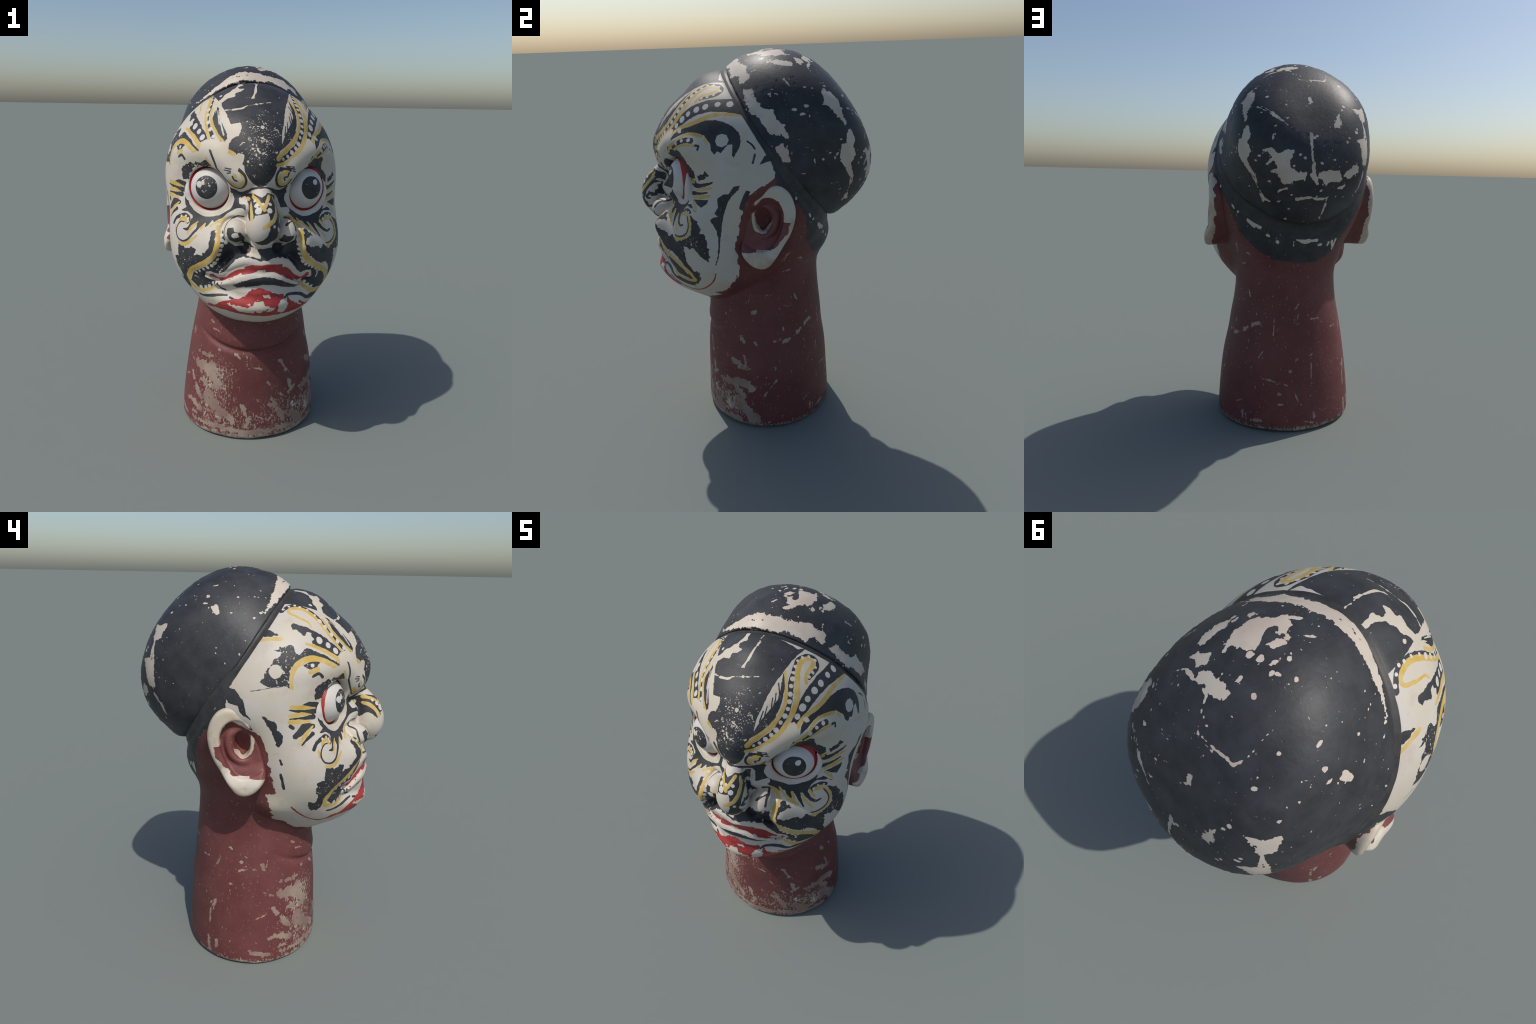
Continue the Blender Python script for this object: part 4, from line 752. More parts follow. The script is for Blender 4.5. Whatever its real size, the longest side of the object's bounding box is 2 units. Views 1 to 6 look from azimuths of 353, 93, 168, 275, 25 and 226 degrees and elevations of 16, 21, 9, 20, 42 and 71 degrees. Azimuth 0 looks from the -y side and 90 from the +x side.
scratch("chip", "neck wear", [(-0.33, 0.082, 0.532), (-0.331, 0.036, 0.545)], 0.006)
scratch("chip", "neck wear", [(-0.329, 0.045, 0.557), (-0.33, -0.004, 0.542)], 0.005)
scratch("chip", "neck wear", [(-0.303, 0.233, 0.317), (-0.318, 0.205, 0.343), (-0.309, 0.233, 0.281), (-0.313, 0.237, 0.223), (-0.318, 0.237, 0.186)], (0.006, 0.009, 0.006))
scratch("chip", "neck wear", [(-0.319, 0.246, 0.114), (-0.331, 0.236, 0.04)], 0.012)
scratch("chip", "neck wear", [(-0.294, 0.132, 0.647), (-0.3, 0.119, 0.638)], 0.006)
scratch("chip", "neck wear", [(-0.322, 0.071, 0.579), (-0.323, 0.066, 0.575)], 0.008)
scratch("chip", "neck wear", [(-0.317, 0.051, 0.61), (-0.319, 0.042, 0.602)], 0.006)
scratch("chip", "neck wear", [(-0.334, 0.126, 0.456), (-0.337, 0.113, 0.456)], 0.006)
scratch("chip", "neck wear", [(-0.344, -0.141, 0.094), (-0.333, -0.158, 0.097)], 0.014)
scratch("chip", "neck wear", [(-0.342, -0.049, 0.421), (-0.329, -0.098, 0.397)], 0.007)
scratch("chip", "neck wear", [(-0.338, -0.101, 0.326), (-0.332, -0.122, 0.294)], 0.012)
scratch("chip", "neck wear", [(-0.367, -0.082, 0.157), (-0.328, -0.155, 0.164)], 0.014)
scratch("chip", "neck wear", [(-0.274, -0.225, 0.088), (-0.2, -0.279, 0.052)], 0.006)
scratch("chip", "neck wear", [(-0.222, -0.202, 0.625), (-0.204, -0.219, 0.622)], 0.008)
scratch("chip", "neck wear", [(-0.1, -0.279, 0.507), (-0.105, -0.285, 0.48)], 0.006)
scratch("chip", "neck wear", [(-0.231, -0.18, 0.666), (-0.218, -0.197, 0.656)], 0.006)
scratch("chip", "neck wear", [(-0.212, 0.28, 0.561), (-0.234, 0.259, 0.565)], 0.006)
scratch("chip", "neck wear", [(-0.339, 0.126, 0.421), (-0.34, 0.126, 0.417)], 0.006)
scratch("chip", "neck wear", [(-0.371, -0.012, 0.274), (-0.355, -0.069, 0.296)], 0.004)
scratch("chip", "neck wear", [(0.298, -0.02, 0.679), (0.297, -0.006, 0.692)], 0.013)
scratch("chip", "neck wear", [(0.323, 0.091, 0.521), (0.314, 0.122, 0.53)], 0.01)
scratch("chip", "neck wear", [(0.31, 0.139, 0.518), (0.295, 0.173, 0.524)], 0.009)
scratch("chip", "neck wear", [(0.266, 0.217, 0.546), (0.249, 0.236, 0.566)], 0.01)
scratch("chip", "neck wear", [(0.226, 0.258, 0.583), (0.208, 0.272, 0.603)], 0.01)
scratch("chip", "neck wear", [(0.377, 0.027, 0.211), (0.371, 0.063, 0.259), (0.362, 0.099, 0.304)], 0.005)
scratch("chip", "neck wear", [(0.352, 0.092, 0.379), (0.356, 0.092, 0.356)], 0.006)
scratch("chip", "neck wear", [(0.325, -0.016, 0.519), (0.328, -0.008, 0.506)], 0.006)
scratch("chip", "neck wear", [(0.232, -0.178, 0.661), (0.237, -0.173, 0.654)], 0.007)
scratch("chip", "neck wear", [(0.266, 0.294, 0.095), (0.262, 0.299, 0.054)], 0.005)
scratch("chip", "neck wear", [(0.296, 0.153, 0.978), (0.315, 0.174, 1.033)], 0.004)
scratch("chip", "neck wear", [(0.259, 0.227, 0.979), (0.255, 0.236, 0.982)], 0.01)
scratch("chip", "neck wear", [(0.275, 0.143, 0.911), (0.26, 0.181, 0.918)], 0.004)
scratch("chip", "neck wear", [(0.301, -0.091, 0.541), (0.311, -0.074, 0.517)], 0.018)
scratch("chip", "neck wear", [(0.327, -0.076, 0.436), (0.34, -0.069, 0.384)], 0.01)
scratch("chip", "neck wear", [(0.326, -0.111, 0.365), (0.347, -0.056, 0.367)], 0.012)
scratch("chip", "neck wear", [(0.309, -0.175, 0.126), (0.319, -0.164, 0.1)], 0.007)
scratch("chip", "neck wear", [(0.216, -0.255, 0.186), (0.233, -0.245, 0.165)], 0.006)
scratch("chip", "neck wear", [(0.298, 0.14, 0.594), (0.301, 0.14, 0.577)], 0.004)
scratch("chip", "neck wear", [(0.349, 0.16, 0.258), (0.349, 0.159, 0.253)], 0.005)
scratch("chip", "neck wear", [(0.25, 0.238, 0.975), (0.243, 0.246, 0.972)], 0.009)
scratch("chip", "neck wear", [(0.309, 0.183, 1.029), (0.302, 0.136, 0.978)], 0.004)
scratch("chip", "neck wear", [(0.197, 0.25, 0.808), (0.178, 0.265, 0.842)], 0.004)
scratch("chip", "neck wear", [(0.005, 0.344, 0.691), (-0.013, 0.341, 0.712)], 0.006)
scratch("chip", "neck wear", [(-0.013, 0.345, 0.673), (0.004, 0.354, 0.587)], 0.003)
scratch("chip", "neck wear", [(-0.084, 0.339, 0.629), (-0.13, 0.322, 0.629)], 0.007)
scratch("chip", "neck wear", [(-0.215, 0.276, 0.565), (-0.243, 0.25, 0.566)], 0.009)
scratch("chip", "neck wear", [(0.268, 0.213, 0.556), (0.256, 0.228, 0.556)], 0.01)
scratch("chip", "neck wear", [(0.23, 0.256, 0.576), (0.199, 0.281, 0.6)], 0.01)
scratch("chip", "neck wear", [(0.311, 0.138, 0.512), (0.301, 0.164, 0.515)], 0.008)
scratch("chip", "neck wear", [(0.119, 0.326, 0.628), (0.123, 0.332, 0.54)], 0.004)
scratch("chip", "neck wear", [(0.177, 0.341, 0.301), (0.136, 0.36, 0.292), (0.052, 0.382, 0.271)], (0.003, 0.005, 0.003))
scratch("chip", "neck wear", [(0.007, 0.388, 0.227), (-0.012, 0.391, 0.176), (-0.063, 0.391, 0.126)], 0.003)
scratch("chip", "neck wear", [(-0.084, 0.365, 0.414), (-0.086, 0.374, 0.317), (-0.081, 0.382, 0.2)], 0.003)
scratch("chip", "neck wear", [(0.039, 0.379, 0.349), (0.031, 0.38, 0.344)], 0.01)
scratch("chip", "neck wear", [(0.098, 0.376, 0.22), (0.09, 0.378, 0.217)], 0.008)
scratch("chip", "neck wear", [(0.281, 0.28, 0.096), (0.28, 0.282, 0.059)], 0.008)
scratch("chip", "neck wear", [(0.098, 0.38, 0.16), (0.068, 0.386, 0.161)], 0.008)
scratch("chip", "neck wear", [(-0.102, 0.384, 0.106), (-0.108, 0.384, 0.077)], 0.008)
scratch("chip", "neck wear", [(-0.055, 0.394, 0.058), (-0.099, 0.387, 0.046)], 0.006)
scratch("chip", "neck wear", [(-0.352, 0.196, 0.112), (-0.352, 0.2, 0.074)], 0.012)
scratch("chip", "neck wear", [(-0.32, 0.205, 0.327), (-0.317, 0.221, 0.283)], 0.006)
scratch("chip", "neck wear", [(0.201, 0.313, 0.411), (0.176, 0.319, 0.453)], 0.003)
scratch("chip", "neck wear", [(0.241, 0.198, 0.771), (0.234, 0.214, 0.738)], 0.006)
scratch("chip", "neck wear", [(-0.074, 0.365, 0.428), (-0.089, 0.36, 0.435)], 0.007)
scratch("chip", "neck wear", [(0.018, 0.377, 0.388), (-0.014, 0.372, 0.425)], 0.003)
scratch("chip", "neck wear", [(0.233, 0.322, 0.056), (0.192, 0.348, 0.06)], 0.012)
scratch("chip", "neck wear", [(0.308, 0.246, 0.144), (0.281, 0.276, 0.16)], 0.007)
scratch("napechip", "nape chip", [(0.24, 0.344, 1.154), (0.211, 0.352, 1.134)], 0.01)
scratch("napechip", "nape chip", [(0.016, 0.398, 1.076), (-0.019, 0.399, 1.064), (-0.091, 0.387, 1.07)], (0.01, 0.012, 0.006))
scratch("napechip", "nape chip", [(0.036, 0.391, 1.109), (0.04, 0.395, 1.042)], 0.003)
scratch("napechip", "nape chip", [(-0.103, 0.381, 1.044), (-0.113, 0.378, 1.045)], 0.007)
scratch("napechip", "nape chip", [(-0.156, 0.356, 1.04), (-0.163, 0.355, 1.053)], 0.007)
scratch("napechip", "nape chip", [(-0.212, 0.326, 1.066), (-0.192, 0.324, 1.018)], 0.007)
scratch("napechip", "nape chip", [(0.123, 0.375, 1.061), (0.119, 0.376, 1.057)], 0.007)
scratch("napechip", "nape chip", [(0.307, 0.314, 1.234), (0.322, 0.301, 1.208)], 0.005)
scratch("napechip", "nape chip", [(0.173, 0.358, 1.093), (0.165, 0.361, 1.089)], 0.006)
scratch("napechip", "nape chip", [(0.387, 0.239, 1.346), (0.384, 0.244, 1.334)], 0.006)
scratch("napechip", "nape chip", [(0.265, 0.333, 1.169), (0.242, 0.34, 1.141)], 0.012)
scratch("napechip", "nape chip", [(0.349, 0.282, 1.246), (0.341, 0.287, 1.229)], 0.006)
scratch("napechip", "nape chip", [(0.398, 0.223, 1.356), (0.404, 0.218, 1.335)], 0.005)
scratch("napechip", "nape chip", [(-0.186, 0.342, 1.058), (-0.193, 0.322, 1.015)], 0.008)
scratch("napechip", "nape chip", [(-0.417, 0.188, 1.445), (-0.42, 0.189, 1.407)], (0.004, 0.012))

# ------------------------------------------------------------- paint machinery
def lonlat(P):
    v = P - FACE_CENTRE
    r = np.sqrt((v * v).sum(1))
    return np.degrees(np.arctan2(v[:, 0], -v[:, 1])), np.degrees(np.arcsin(np.clip(v[:, 2] / r, -1, 1)))

def flat_map(lon, lat):
    """Sinusoidal map of the face in metres."""
    return np.radians(lon) * np.cos(np.radians(lat)) * 0.47, np.radians(lat) * 0.47

def face_point(bvh, lon, lat):
    a, b = math.radians(lon), math.radians(lat)
    d = Vector((math.sin(a) * math.cos(b), -math.cos(a) * math.cos(b), math.sin(b)))
    h = bvh.ray_cast(Vector(FACE_CENTRE) + d * 1.2, -d)
    return np.array(h[0]) if h[0] is not None else np.array(Vector(FACE_CENTRE) + d * 0.45)

CAP_N = CAP_PLANE[0] / np.linalg.norm(CAP_PLANE[0])
CAP_E1 = np.array([1.0, 0, 0])
CAP_E2 = np.cross(CAP_N, CAP_E1)

def cap_uv(P):
    v = P - CAP_CENTRE
    v = v / np.sqrt((v * v).sum(1, keepdims=True))
    a = np.degrees(np.arccos(np.clip(v @ CAP_N, -1, 1)))
    x, y = v @ CAP_E1, v @ CAP_E2
    h = np.hypot(x, y) + 1e-9
    return a * x / h, a * y / h

def cap_point(bvh, u, w):
    a = math.radians(math.hypot(u, w))
    h = math.hypot(u, w) + 1e-9
    d = CAP_N * math.cos(a) + (CAP_E1 * u / h + CAP_E2 * w / h) * math.sin(a)
    q = bvh.ray_cast(Vector(CAP_CENTRE + d * 1.2), Vector(-d))
    return np.array(q[0]) if q[0] is not None else CAP_CENTRE + d * 0.42

def stroke_sdf(P, pts, w, per=6):
    """Distance to a brush stroke through 3D points; w is one half-width or several along the way."""
    c = catmull(pts, per) if len(pts) > 1 else np.asarray(pts, float)
    ws = np.atleast_1d(np.asarray(w, float))
    rw = np.interp(np.linspace(0, 1, len(c)), np.linspace(0, 1, len(ws)), ws) if len(ws) > 1 else np.full(len(c), ws[0])
    d = np.full(len(P), 9.0)
    for i in range(len(c) - 1):
        ab = c[i + 1] - c[i]
        t = np.clip(((P - c[i]) @ ab) / max(ab @ ab, 1e-12), 0, 1)
        q = P - c[i] - t[:, None] * ab
        d = np.minimum(d, np.sqrt((q * q).sum(1)) - (rw[i] + t * (rw[i + 1] - rw[i])))
    return d

def near_box(P, pts, pad):
    lo, hi = np.min(pts, 0) - pad, np.max(pts, 0) + pad
    return np.nonzero(((P >= lo) & (P <= hi)).all(1))[0]

def put(field, idx, val):
    field[idx] = np.minimum(field[idx], val)

def clip_layers(V, N, T, region, fields, first=1):
    """Cut the triangles along the zero line of each paint layer, so every colour is its own faces."""
    mat = np.zeros(len(T), np.int32)
    F = np.stack(fields, 1) if fields else np.zeros((len(V), 0))
    F = np.where(np.abs(F) < 2e-5, 2e-5, F)
    for k in range(F.shape[1]):
        s = F[:, k]
        ins = s[T] < 0
        cnt = ins.sum(1)
        mat[cnt == 3] = k + first
        mix = np.nonzero((cnt == 1) | (cnt == 2))[0]
        if not len(mix):
            continue
        tri, ti = T[mix], ins[mix]
        one = cnt[mix] == 1
        odd = np.where(one, ti.argmax(1), (~ti).argmax(1))
        r = np.arange(len(mix))
        p, q, w = tri[r, odd], tri[r, (odd + 1) % 3], tri[r, (odd + 2) % 3]
        def cut(a, b):
            lo, hi = np.minimum(a, b), np.maximum(a, b)
            return lo * np.int64(len(V)) + hi
        keys = np.concatenate([cut(p, q), cut(p, w)])
        u, inv = np.unique(keys, return_inverse=True)
        a, b = u // len(V), u % len(V)
        t = (s[a] / (s[a] - s[b]))[:, None]
        base = len(V)
        V = np.vstack([V, V[a] * (1 - t) + V[b] * t])
        nn = N[a] * (1 - t) + N[b] * t
        N = np.vstack([N, nn / np.sqrt((nn * nn).sum(1, keepdims=True))])
        Fn = F[a] * (1 - t) + F[b] * t
        Fn[:, k] = 2e-5
        F = np.vstack([F, Fn])
        pq, pw = base + inv[:len(mix)], base + inv[len(mix):]
        old, reg = mat[mix], region[mix]
        pm = np.where(one, k + first, old)
        om = np.where(one, old, k + first)
        keep = np.ones(len(T), bool); keep[mix] = False
        T = np.vstack([T[keep], np.stack([p, pq, pw], 1), np.stack([pq, q, w], 1), np.stack([pq, w, pw], 1)])
        mat = np.concatenate([mat[keep], pm, om, om])
        region = np.concatenate([region[keep], reg, reg, reg])
    return V, N, T, mat, region

def triangles(Q):
    return np.vstack([Q[:, [0, 1, 2]], Q[:, [0, 2, 3]]])

def make_bvh(V, Q):
    return BVHTree.FromPolygons([Vector(v) for v in V.tolist()], Q.tolist())

# ----------------------------------------------------------------- materials
class Mat:
    """Small helper to wire a procedural Principled material."""
    def __init__(self, name, rough=0.55):
        self.m = bpy.data.materials.new(name)
        self.m.use_nodes = True
        self.t = self.m.node_tree
        self.bsdf = self.t.nodes["Principled BSDF"]
        self.bsdf.inputs["Roughness"].default_value = rough
        self.bsdf.inputs["Specular IOR Level"].default_value = 0.35
        self.co = self.t.nodes.new("ShaderNodeTexCoord").outputs["Object"]

    def n(self, kind, **kw):
        nd = self.t.nodes.new(kind)
        for k, v in kw.items():
            setattr(nd, k, v)
        return nd

    def link(self, a, b):
        self.t.links.new(a, b)

    def mapped(self, scale=(1, 1, 1), loc=(0, 0, 0)):
        mp = self.n("ShaderNodeMapping")
        mp.inputs["Scale"].default_value = scale
        mp.inputs["Location"].default_value = loc
        self.link(self.co, mp.inputs["Vector"])
        return mp.outputs["Vector"]

    def noise(self, scale, detail=4, rough=0.55, distort=0.0, vec=None):
        nd = self.n("ShaderNodeTexNoise")
        nd.inputs["Scale"].default_value = scale
        nd.inputs["Detail"].default_value = detail
        nd.inputs["Roughness"].default_value = rough
        nd.inputs["Distortion"].default_value = distort
        self.link(vec if vec is not None else self.co, nd.inputs["Vector"])
        return nd.outputs["Fac"]

    def math(self, op, a, b=None, clamp=False):
        nd = self.n("ShaderNodeMath", operation=op, use_clamp=clamp)
        for i, v in enumerate((a, b)):
            if v is None:
                continue
            if isinstance(v, (int, float)):
                nd.inputs[i].default_value = v
            else:
                self.link(v, nd.inputs[i])
        return nd.outputs[0]

    def ramp(self, v, a, b):
        nd = self.n("ShaderNodeMapRange")
        nd.inputs["From Min"].default_value = a
        nd.inputs["From Max"].default_value = b
        self.link(v, nd.inputs["Value"])
        return nd.outputs["Result"]

    def blob(self, c, r, amount, squash=(1, 1, 1)):
        """Soft ball of influence at a place on the object."""
        mp = self.mapped(squash, tuple(-a * b for a, b in zip(c, squash)))
        ln = self.n("ShaderNodeVectorMath", operation="LENGTH")
        self.link(mp, ln.inputs[0])
        return self.math("MULTIPLY", self.ramp(ln.outputs["Value"], r, 0.0), amount)

    def mix(self, fac, a, b):
        nd = self.n("ShaderNodeMix", data_type="RGBA")
        self.link(fac, nd.inputs[0]) if not isinstance(fac, (int, float)) else setattr(nd.inputs[0], "default_value", fac)
        for i, v in ((6, a), (7, b)):
            if isinstance(v, tuple):
                nd.inputs[i].default_value = (*v, 1)
            else:
                self.link(v, nd.inputs[i])
        return nd.outputs[2]

    def color(self, c):
        if isinstance(c, tuple):
            self.bsdf.inputs["Base Color"].default_value = (*c, 1)
        else:
            self.link(c, self.bsdf.inputs["Base Color"])

    def bump(self, h, strength, dist=0.003):
        b = self.n("ShaderNodeBump")
        b.inputs["Strength"].default_value = strength
        b.inputs["Distance"].default_value = dist
        self.link(h, b.inputs["Height"])
        self.link(b.outputs[0], self.bsdf.inputs["Normal"])

CREAM = (0.57, 0.505, 0.405)
GESSO = (0.52, 0.467, 0.378)
WHITE = (0.53, 0.49, 0.44)
BLACK = (0.026, 0.027, 0.030)
MAROON = (0.125, 0.036, 0.034)
GOLD = (0.52, 0.34, 0.07)

def white_paint(name, a, b, stain=0.5, reach=0.56):
    m = Mat(name, 0.5)
    big = m.ramp(m.noise(5.5, 3, 0.6), 0.40, 0.62)
    c = m.mix(big, a, b)
    st = m.math("MULTIPLY", m.ramp(m.noise(9, 5, 0.65, 0.4), reach, reach + 0.18), stain)
    c = m.mix(st, c, (0.40, 0.30, 0.20))
    sp = m.math("MULTIPLY", m.ramp(m.noise(70, 3, 0.6), 0.70, 0.76), 0.35)
    c = m.mix(sp, c, (0.20, 0.15, 0.11))
    m.color(c)
    m.bump(m.noise(60, 4, 0.6), 0.25, 0.002)
    return m.m

def black_paint(name, zones=(), base=0.0, chip=CREAM, rough=0.55, tone=BLACK, fine=115):
    """Black lacquer with pin-prick losses, denser inside the given zones."""
    m = Mat(name, rough)
    c = m.mix(m.ramp(m.noise(14, 4, 0.6), 0.35, 0.7), tone, tuple(1.7 * v for v in tone))
    dens = m.math("ADD", m.math("MULTIPLY", m.noise(11, 3, 0.6), 0.16), base)
    for z in zones:
        dens = m.math("ADD", dens, m.blob(*z))
    n1 = m.noise(fine, 2, 0.5, 0.6)
    n2 = m.noise(fine * 0.45, 3, 0.55, 0.5)
    hit = m.math("ADD", m.math("MAXIMUM", n1, n2), dens)
    c = m.mix(m.ramp(hit, 0.815, 0.845), c, chip)
    m.color(c)
    m.bump(m.noise(55, 5, 0.6), 0.3, 0.003)
    return m.m

def plain_paint(name, col, col2, chip, amount, rough=0.5, scale=90):
    m = Mat(name, rough)
    c = m.mix(m.ramp(m.noise(22, 3, 0.6), 0.38, 0.66), col, col2)
    hit = m.noise(scale, 3, 0.6, 0.5)
    c = m.mix(m.ramp(hit, amount, amount + 0.03), c, chip)
    m.color(c)
    m.bump(m.noise(80, 3, 0.6), 0.2, 0.002)
    return m.m

def neck_paint():
    m = Mat("maroon_paint", 0.55)
    c = m.mix(m.ramp(m.noise(7, 4, 0.6), 0.35, 0.7), MAROON, (0.155, 0.050, 0.048))
    c = m.mix(m.math("MULTIPLY", m.ramp(m.noise(18, 4, 0.6), 0.60, 0.72), 0.5), c, (0.20, 0.040, 0.028))
    # worn zones: front left, all along the foot, a bare patch at the right front
    dens = m.math("MULTIPLY", m.noise(9, 4, 0.65), 0.10)
    for z in WORN:
        dens = m.math("ADD", dens, m.blob(*z))
    sep = m.n("ShaderNodeSeparateXYZ")
    m.link(m.co, sep.inputs[0])
    foot = m.math("MULTIPLY", m.ramp(sep.outputs["Z"], 0.050, 0.005), 0.27)
    dens = m.math("ADD", dens, foot)
    streak = m.noise(32, 6, 0.72, 1.0, m.mapped((1, 1, 0.8)))
    fine = m.noise(130, 2, 0.5, 0.8, m.mapped((1, 1, 0.45)))
    hit = m.math("ADD", m.math("MAXIMUM", streak, m.math("SUBTRACT", fine, 0.015)), dens)
    wear = m.ramp(hit, 0.715, 0.775)
    tan = m.mix(m.ramp(m.noise(30, 4, 0.6), 0.4, 0.65), (0.30, 0.22, 0.17), (0.46, 0.39, 0.31))
    c = m.mix(wear, c, tan)
    m.color(c)
    h = m.math("ADD", m.noise(45, 5, 0.6), m.math("MULTIPLY", wear, -0.5))
    m.bump(h, 0.4, 0.003)
    return m.m

WORN = [((-0.21, -0.24, 0.34), 0.17, 0.20), ((-0.24, -0.22, 0.14), 0.20, 0.15), ((-0.05, -0.32, 0.08), 0.20, 0.14),
        ((0.15, -0.28, 0.18), 0.17, 0.12), ((0.26, -0.20, 0.09), 0.17, 0.18), ((0.33, -0.10, 0.10), 0.10, 0.10), ((0.30, -0.16, 0.17), 0.09, 0.14)]

# --------------------------------------------------------------- build: body
def make_object(name, V, F, N=None, mats=(), mat_index=None, parent=None):
    me = bpy.data.meshes.new(name)
    me.vertices.add(len(V))
    me.vertices.foreach_set("co", np.ascontiguousarray(V, np.float32).ravel())
    k = F.shape[1]
    me.loops.add(F.size)
    me.loops.foreach_set("vertex_index", np.ascontiguousarray(F, np.int32).ravel())
    me.polygons.add(len(F))
    me.polygons.foreach_set("loop_start", np.arange(0, F.size, k, dtype=np.int32))
    for m in mats:
        me.materials.append(m)
    if mat_index is not None:
        me.polygons.foreach_set("material_index", np.ascontiguousarray(mat_index, np.int32))
    me.polygons.foreach_set("use_smooth", np.ones(len(F), bool))
    me.update(calc_edges=True)
    if N is not None:
        me.normals_split_custom_set_from_vertices(np.ascontiguousarray(N, np.float32))
    ob = bpy.data.objects.new(name, me)
    bpy.context.scene.collection.objects.link(ob)
    ob.parent = parent
    return ob

def part(name, V, N, T, mat, mats, parent):
    """One named part, holding only the vertices and materials it uses."""
    used = np.unique(T)
    idx = np.full(len(V), -1, np.int64)
    idx[used] = np.arange(len(used))
    um = np.unique(mat)
    rm = np.zeros(um.max() + 1, np.int64)
    rm[um] = np.arange(len(um))
    return make_object(name, V[used], idx[T], N[used], [mats[i] for i in um], rm[mat], parent)

root = bpy.data.objects.new("puppet_head", None)
bpy.context.scene.collection.objects.link(root)
root["label"] = "worn painted theatre puppet head with fierce white black and gold face"
root["category"] = "puppet head"

M_WHITE = white_paint("white_face_paint", WHITE, GESSO)
M_CREAM = white_paint("bare_gesso", CREAM, GESSO, 0.25)
M_MAROON = neck_paint()
M_BLACK = black_paint("black_brush_paint", [((0.0, -0.44, 1.66), 0.17, 0.17), ((-0.02, -0.50, 1.54), 0.13, 0.08), ((0.36, -0.28, 1.12), 0.13, 0.15),
                                            ((-0.33, -0.33, 1.05), 0.13, 0.14), ((-0.20, -0.44, 1.04), 0.10, 0.10), ((-0.38, -0.12, 1.58), 0.16, 0.17), ((-0.28, -0.32, 1.52), 0.12, 0.14), ((0.33, -0.30, 1.50), 0.10, 0.08), ((0.42, -0.05, 1.2), 0.12, 0.12)], 0.0)
M_GOLD = plain_paint("gold_brush_paint", GOLD, (0.54, 0.42, 0.19), (0.50, 0.42, 0.28), 0.68)
M_LINE = plain_paint("black_line_paint", (0.028, 0.028, 0.032), (0.06, 0.06, 0.062), CREAM, 0.74)
M_DOT = white_paint("white_bead_paint", (0.58, 0.555, 0.52), (0.54, 0.50, 0.45), 0.2)
M_RED = plain_paint("red_lip_paint", (0.35, 0.040, 0.038), (0.27, 0.028, 0.030), CREAM, 0.71)
M_HAIR = black_paint("black_nape_paint", [], 0.015, (0.45, 0.42, 0.36), 0.5)
M_SEAM = plain_paint("hairline_seam_paint", (0.050, 0.048, 0.046), (0.030, 0.030, 0.031), (0.20, 0.17, 0.14), 0.72)

M_TAN = white_paint("worn_wood_gesso", (0.33, 0.255, 0.20), (0.235, 0.155, 0.125), 0.5)

LAYERS = ["maroon", "wear", "black", "white", "gold", "line", "dot", "red", "chip", "hair", "napechip", "seam"]
BODY_MATS = [M_WHITE, M_MAROON, M_TAN, M_BLACK, M_WHITE, M_GOLD, M_LINE, M_DOT, M_RED, M_CREAM, M_HAIR, M_CREAM, M_SEAM]
ROUGHEN = {"black": (0.0075, 75), "white": (0.004, 60), "gold": (0.0060, 70), "line": (0.003, 90), "dot": (0.0022, 60), "red": (0.006, 60), "chip": (0.007, 65), "napechip": (0.004, 60)}

V, Q = surface_nets(core_field, (-.52, -.70, -.03), (.52, .50, 2.03), .0064)
Q = Q[cap_side(V[Q].mean(1)) < 0.03]
V = relax(V, Q, 1)
V, Q = subdivide(V, Q)
used = np.unique(Q)
remap = np.full(len(V), -1, np.int64); remap[used] = np.arange(len(used))
V, Q = V[used], remap[Q]
V, N = project(core_field, V)
bvh = make_bvh(V, Q)

fields = {k: np.full(len(V), 1.0) for k in LAYERS}
lon, lat = lonlat(V)
mx, my = flat_map(lon, lat)
face_ids = np.nonzero((V[:, 2] > 0.58) & (V[:, 1] < 0.32))[0]
FV = V[face_ids]
jit = {k: vnoise(FV, sc, 5 + i, 3) * amp for i, (k, (amp, sc)) in enumerate(ROUGHEN.items())}
fx, fy = mx[face_ids], my[face_ids]
for layer, kind, pts, w in MARKS:
    if kind == "area":
        p = np.array(pts)
        px, py = flat_map(p[:, 0], p[:, 1])
        sel = np.nonzero((fx > px.min() - .03) & (fx < px.max() + .03) & (fy > py.min() - .03) & (fy < py.max() + .03))[0]
        val = poly_sdf(fx[sel], fy[sel], np.stack([px, py], 1)) + jit[layer][sel] * w
        put(fields[layer], face_ids[sel], val)
    else:
        p3 = np.array([face_point(bvh, *q) for q in pts])
        if kind == "stroke":
            sel = near_box(FV, p3, 0.05)
            put(fields[layer], face_ids[sel], stroke_sdf(FV[sel], p3, w) + jit[layer][sel] * (1.0 if layer == "chip" else 0.4))
        else:
            for i, c in enumerate(p3):
                sel = near_box(FV, c[None], 0.05)
                r = w * (1 + 0.12 * math.sin(i * 2.7 + 1))
                put(fields[layer], face_ids[sel], np.sqrt(((FV[sel] - c) ** 2).sum(1)) - r + jit[layer][sel])
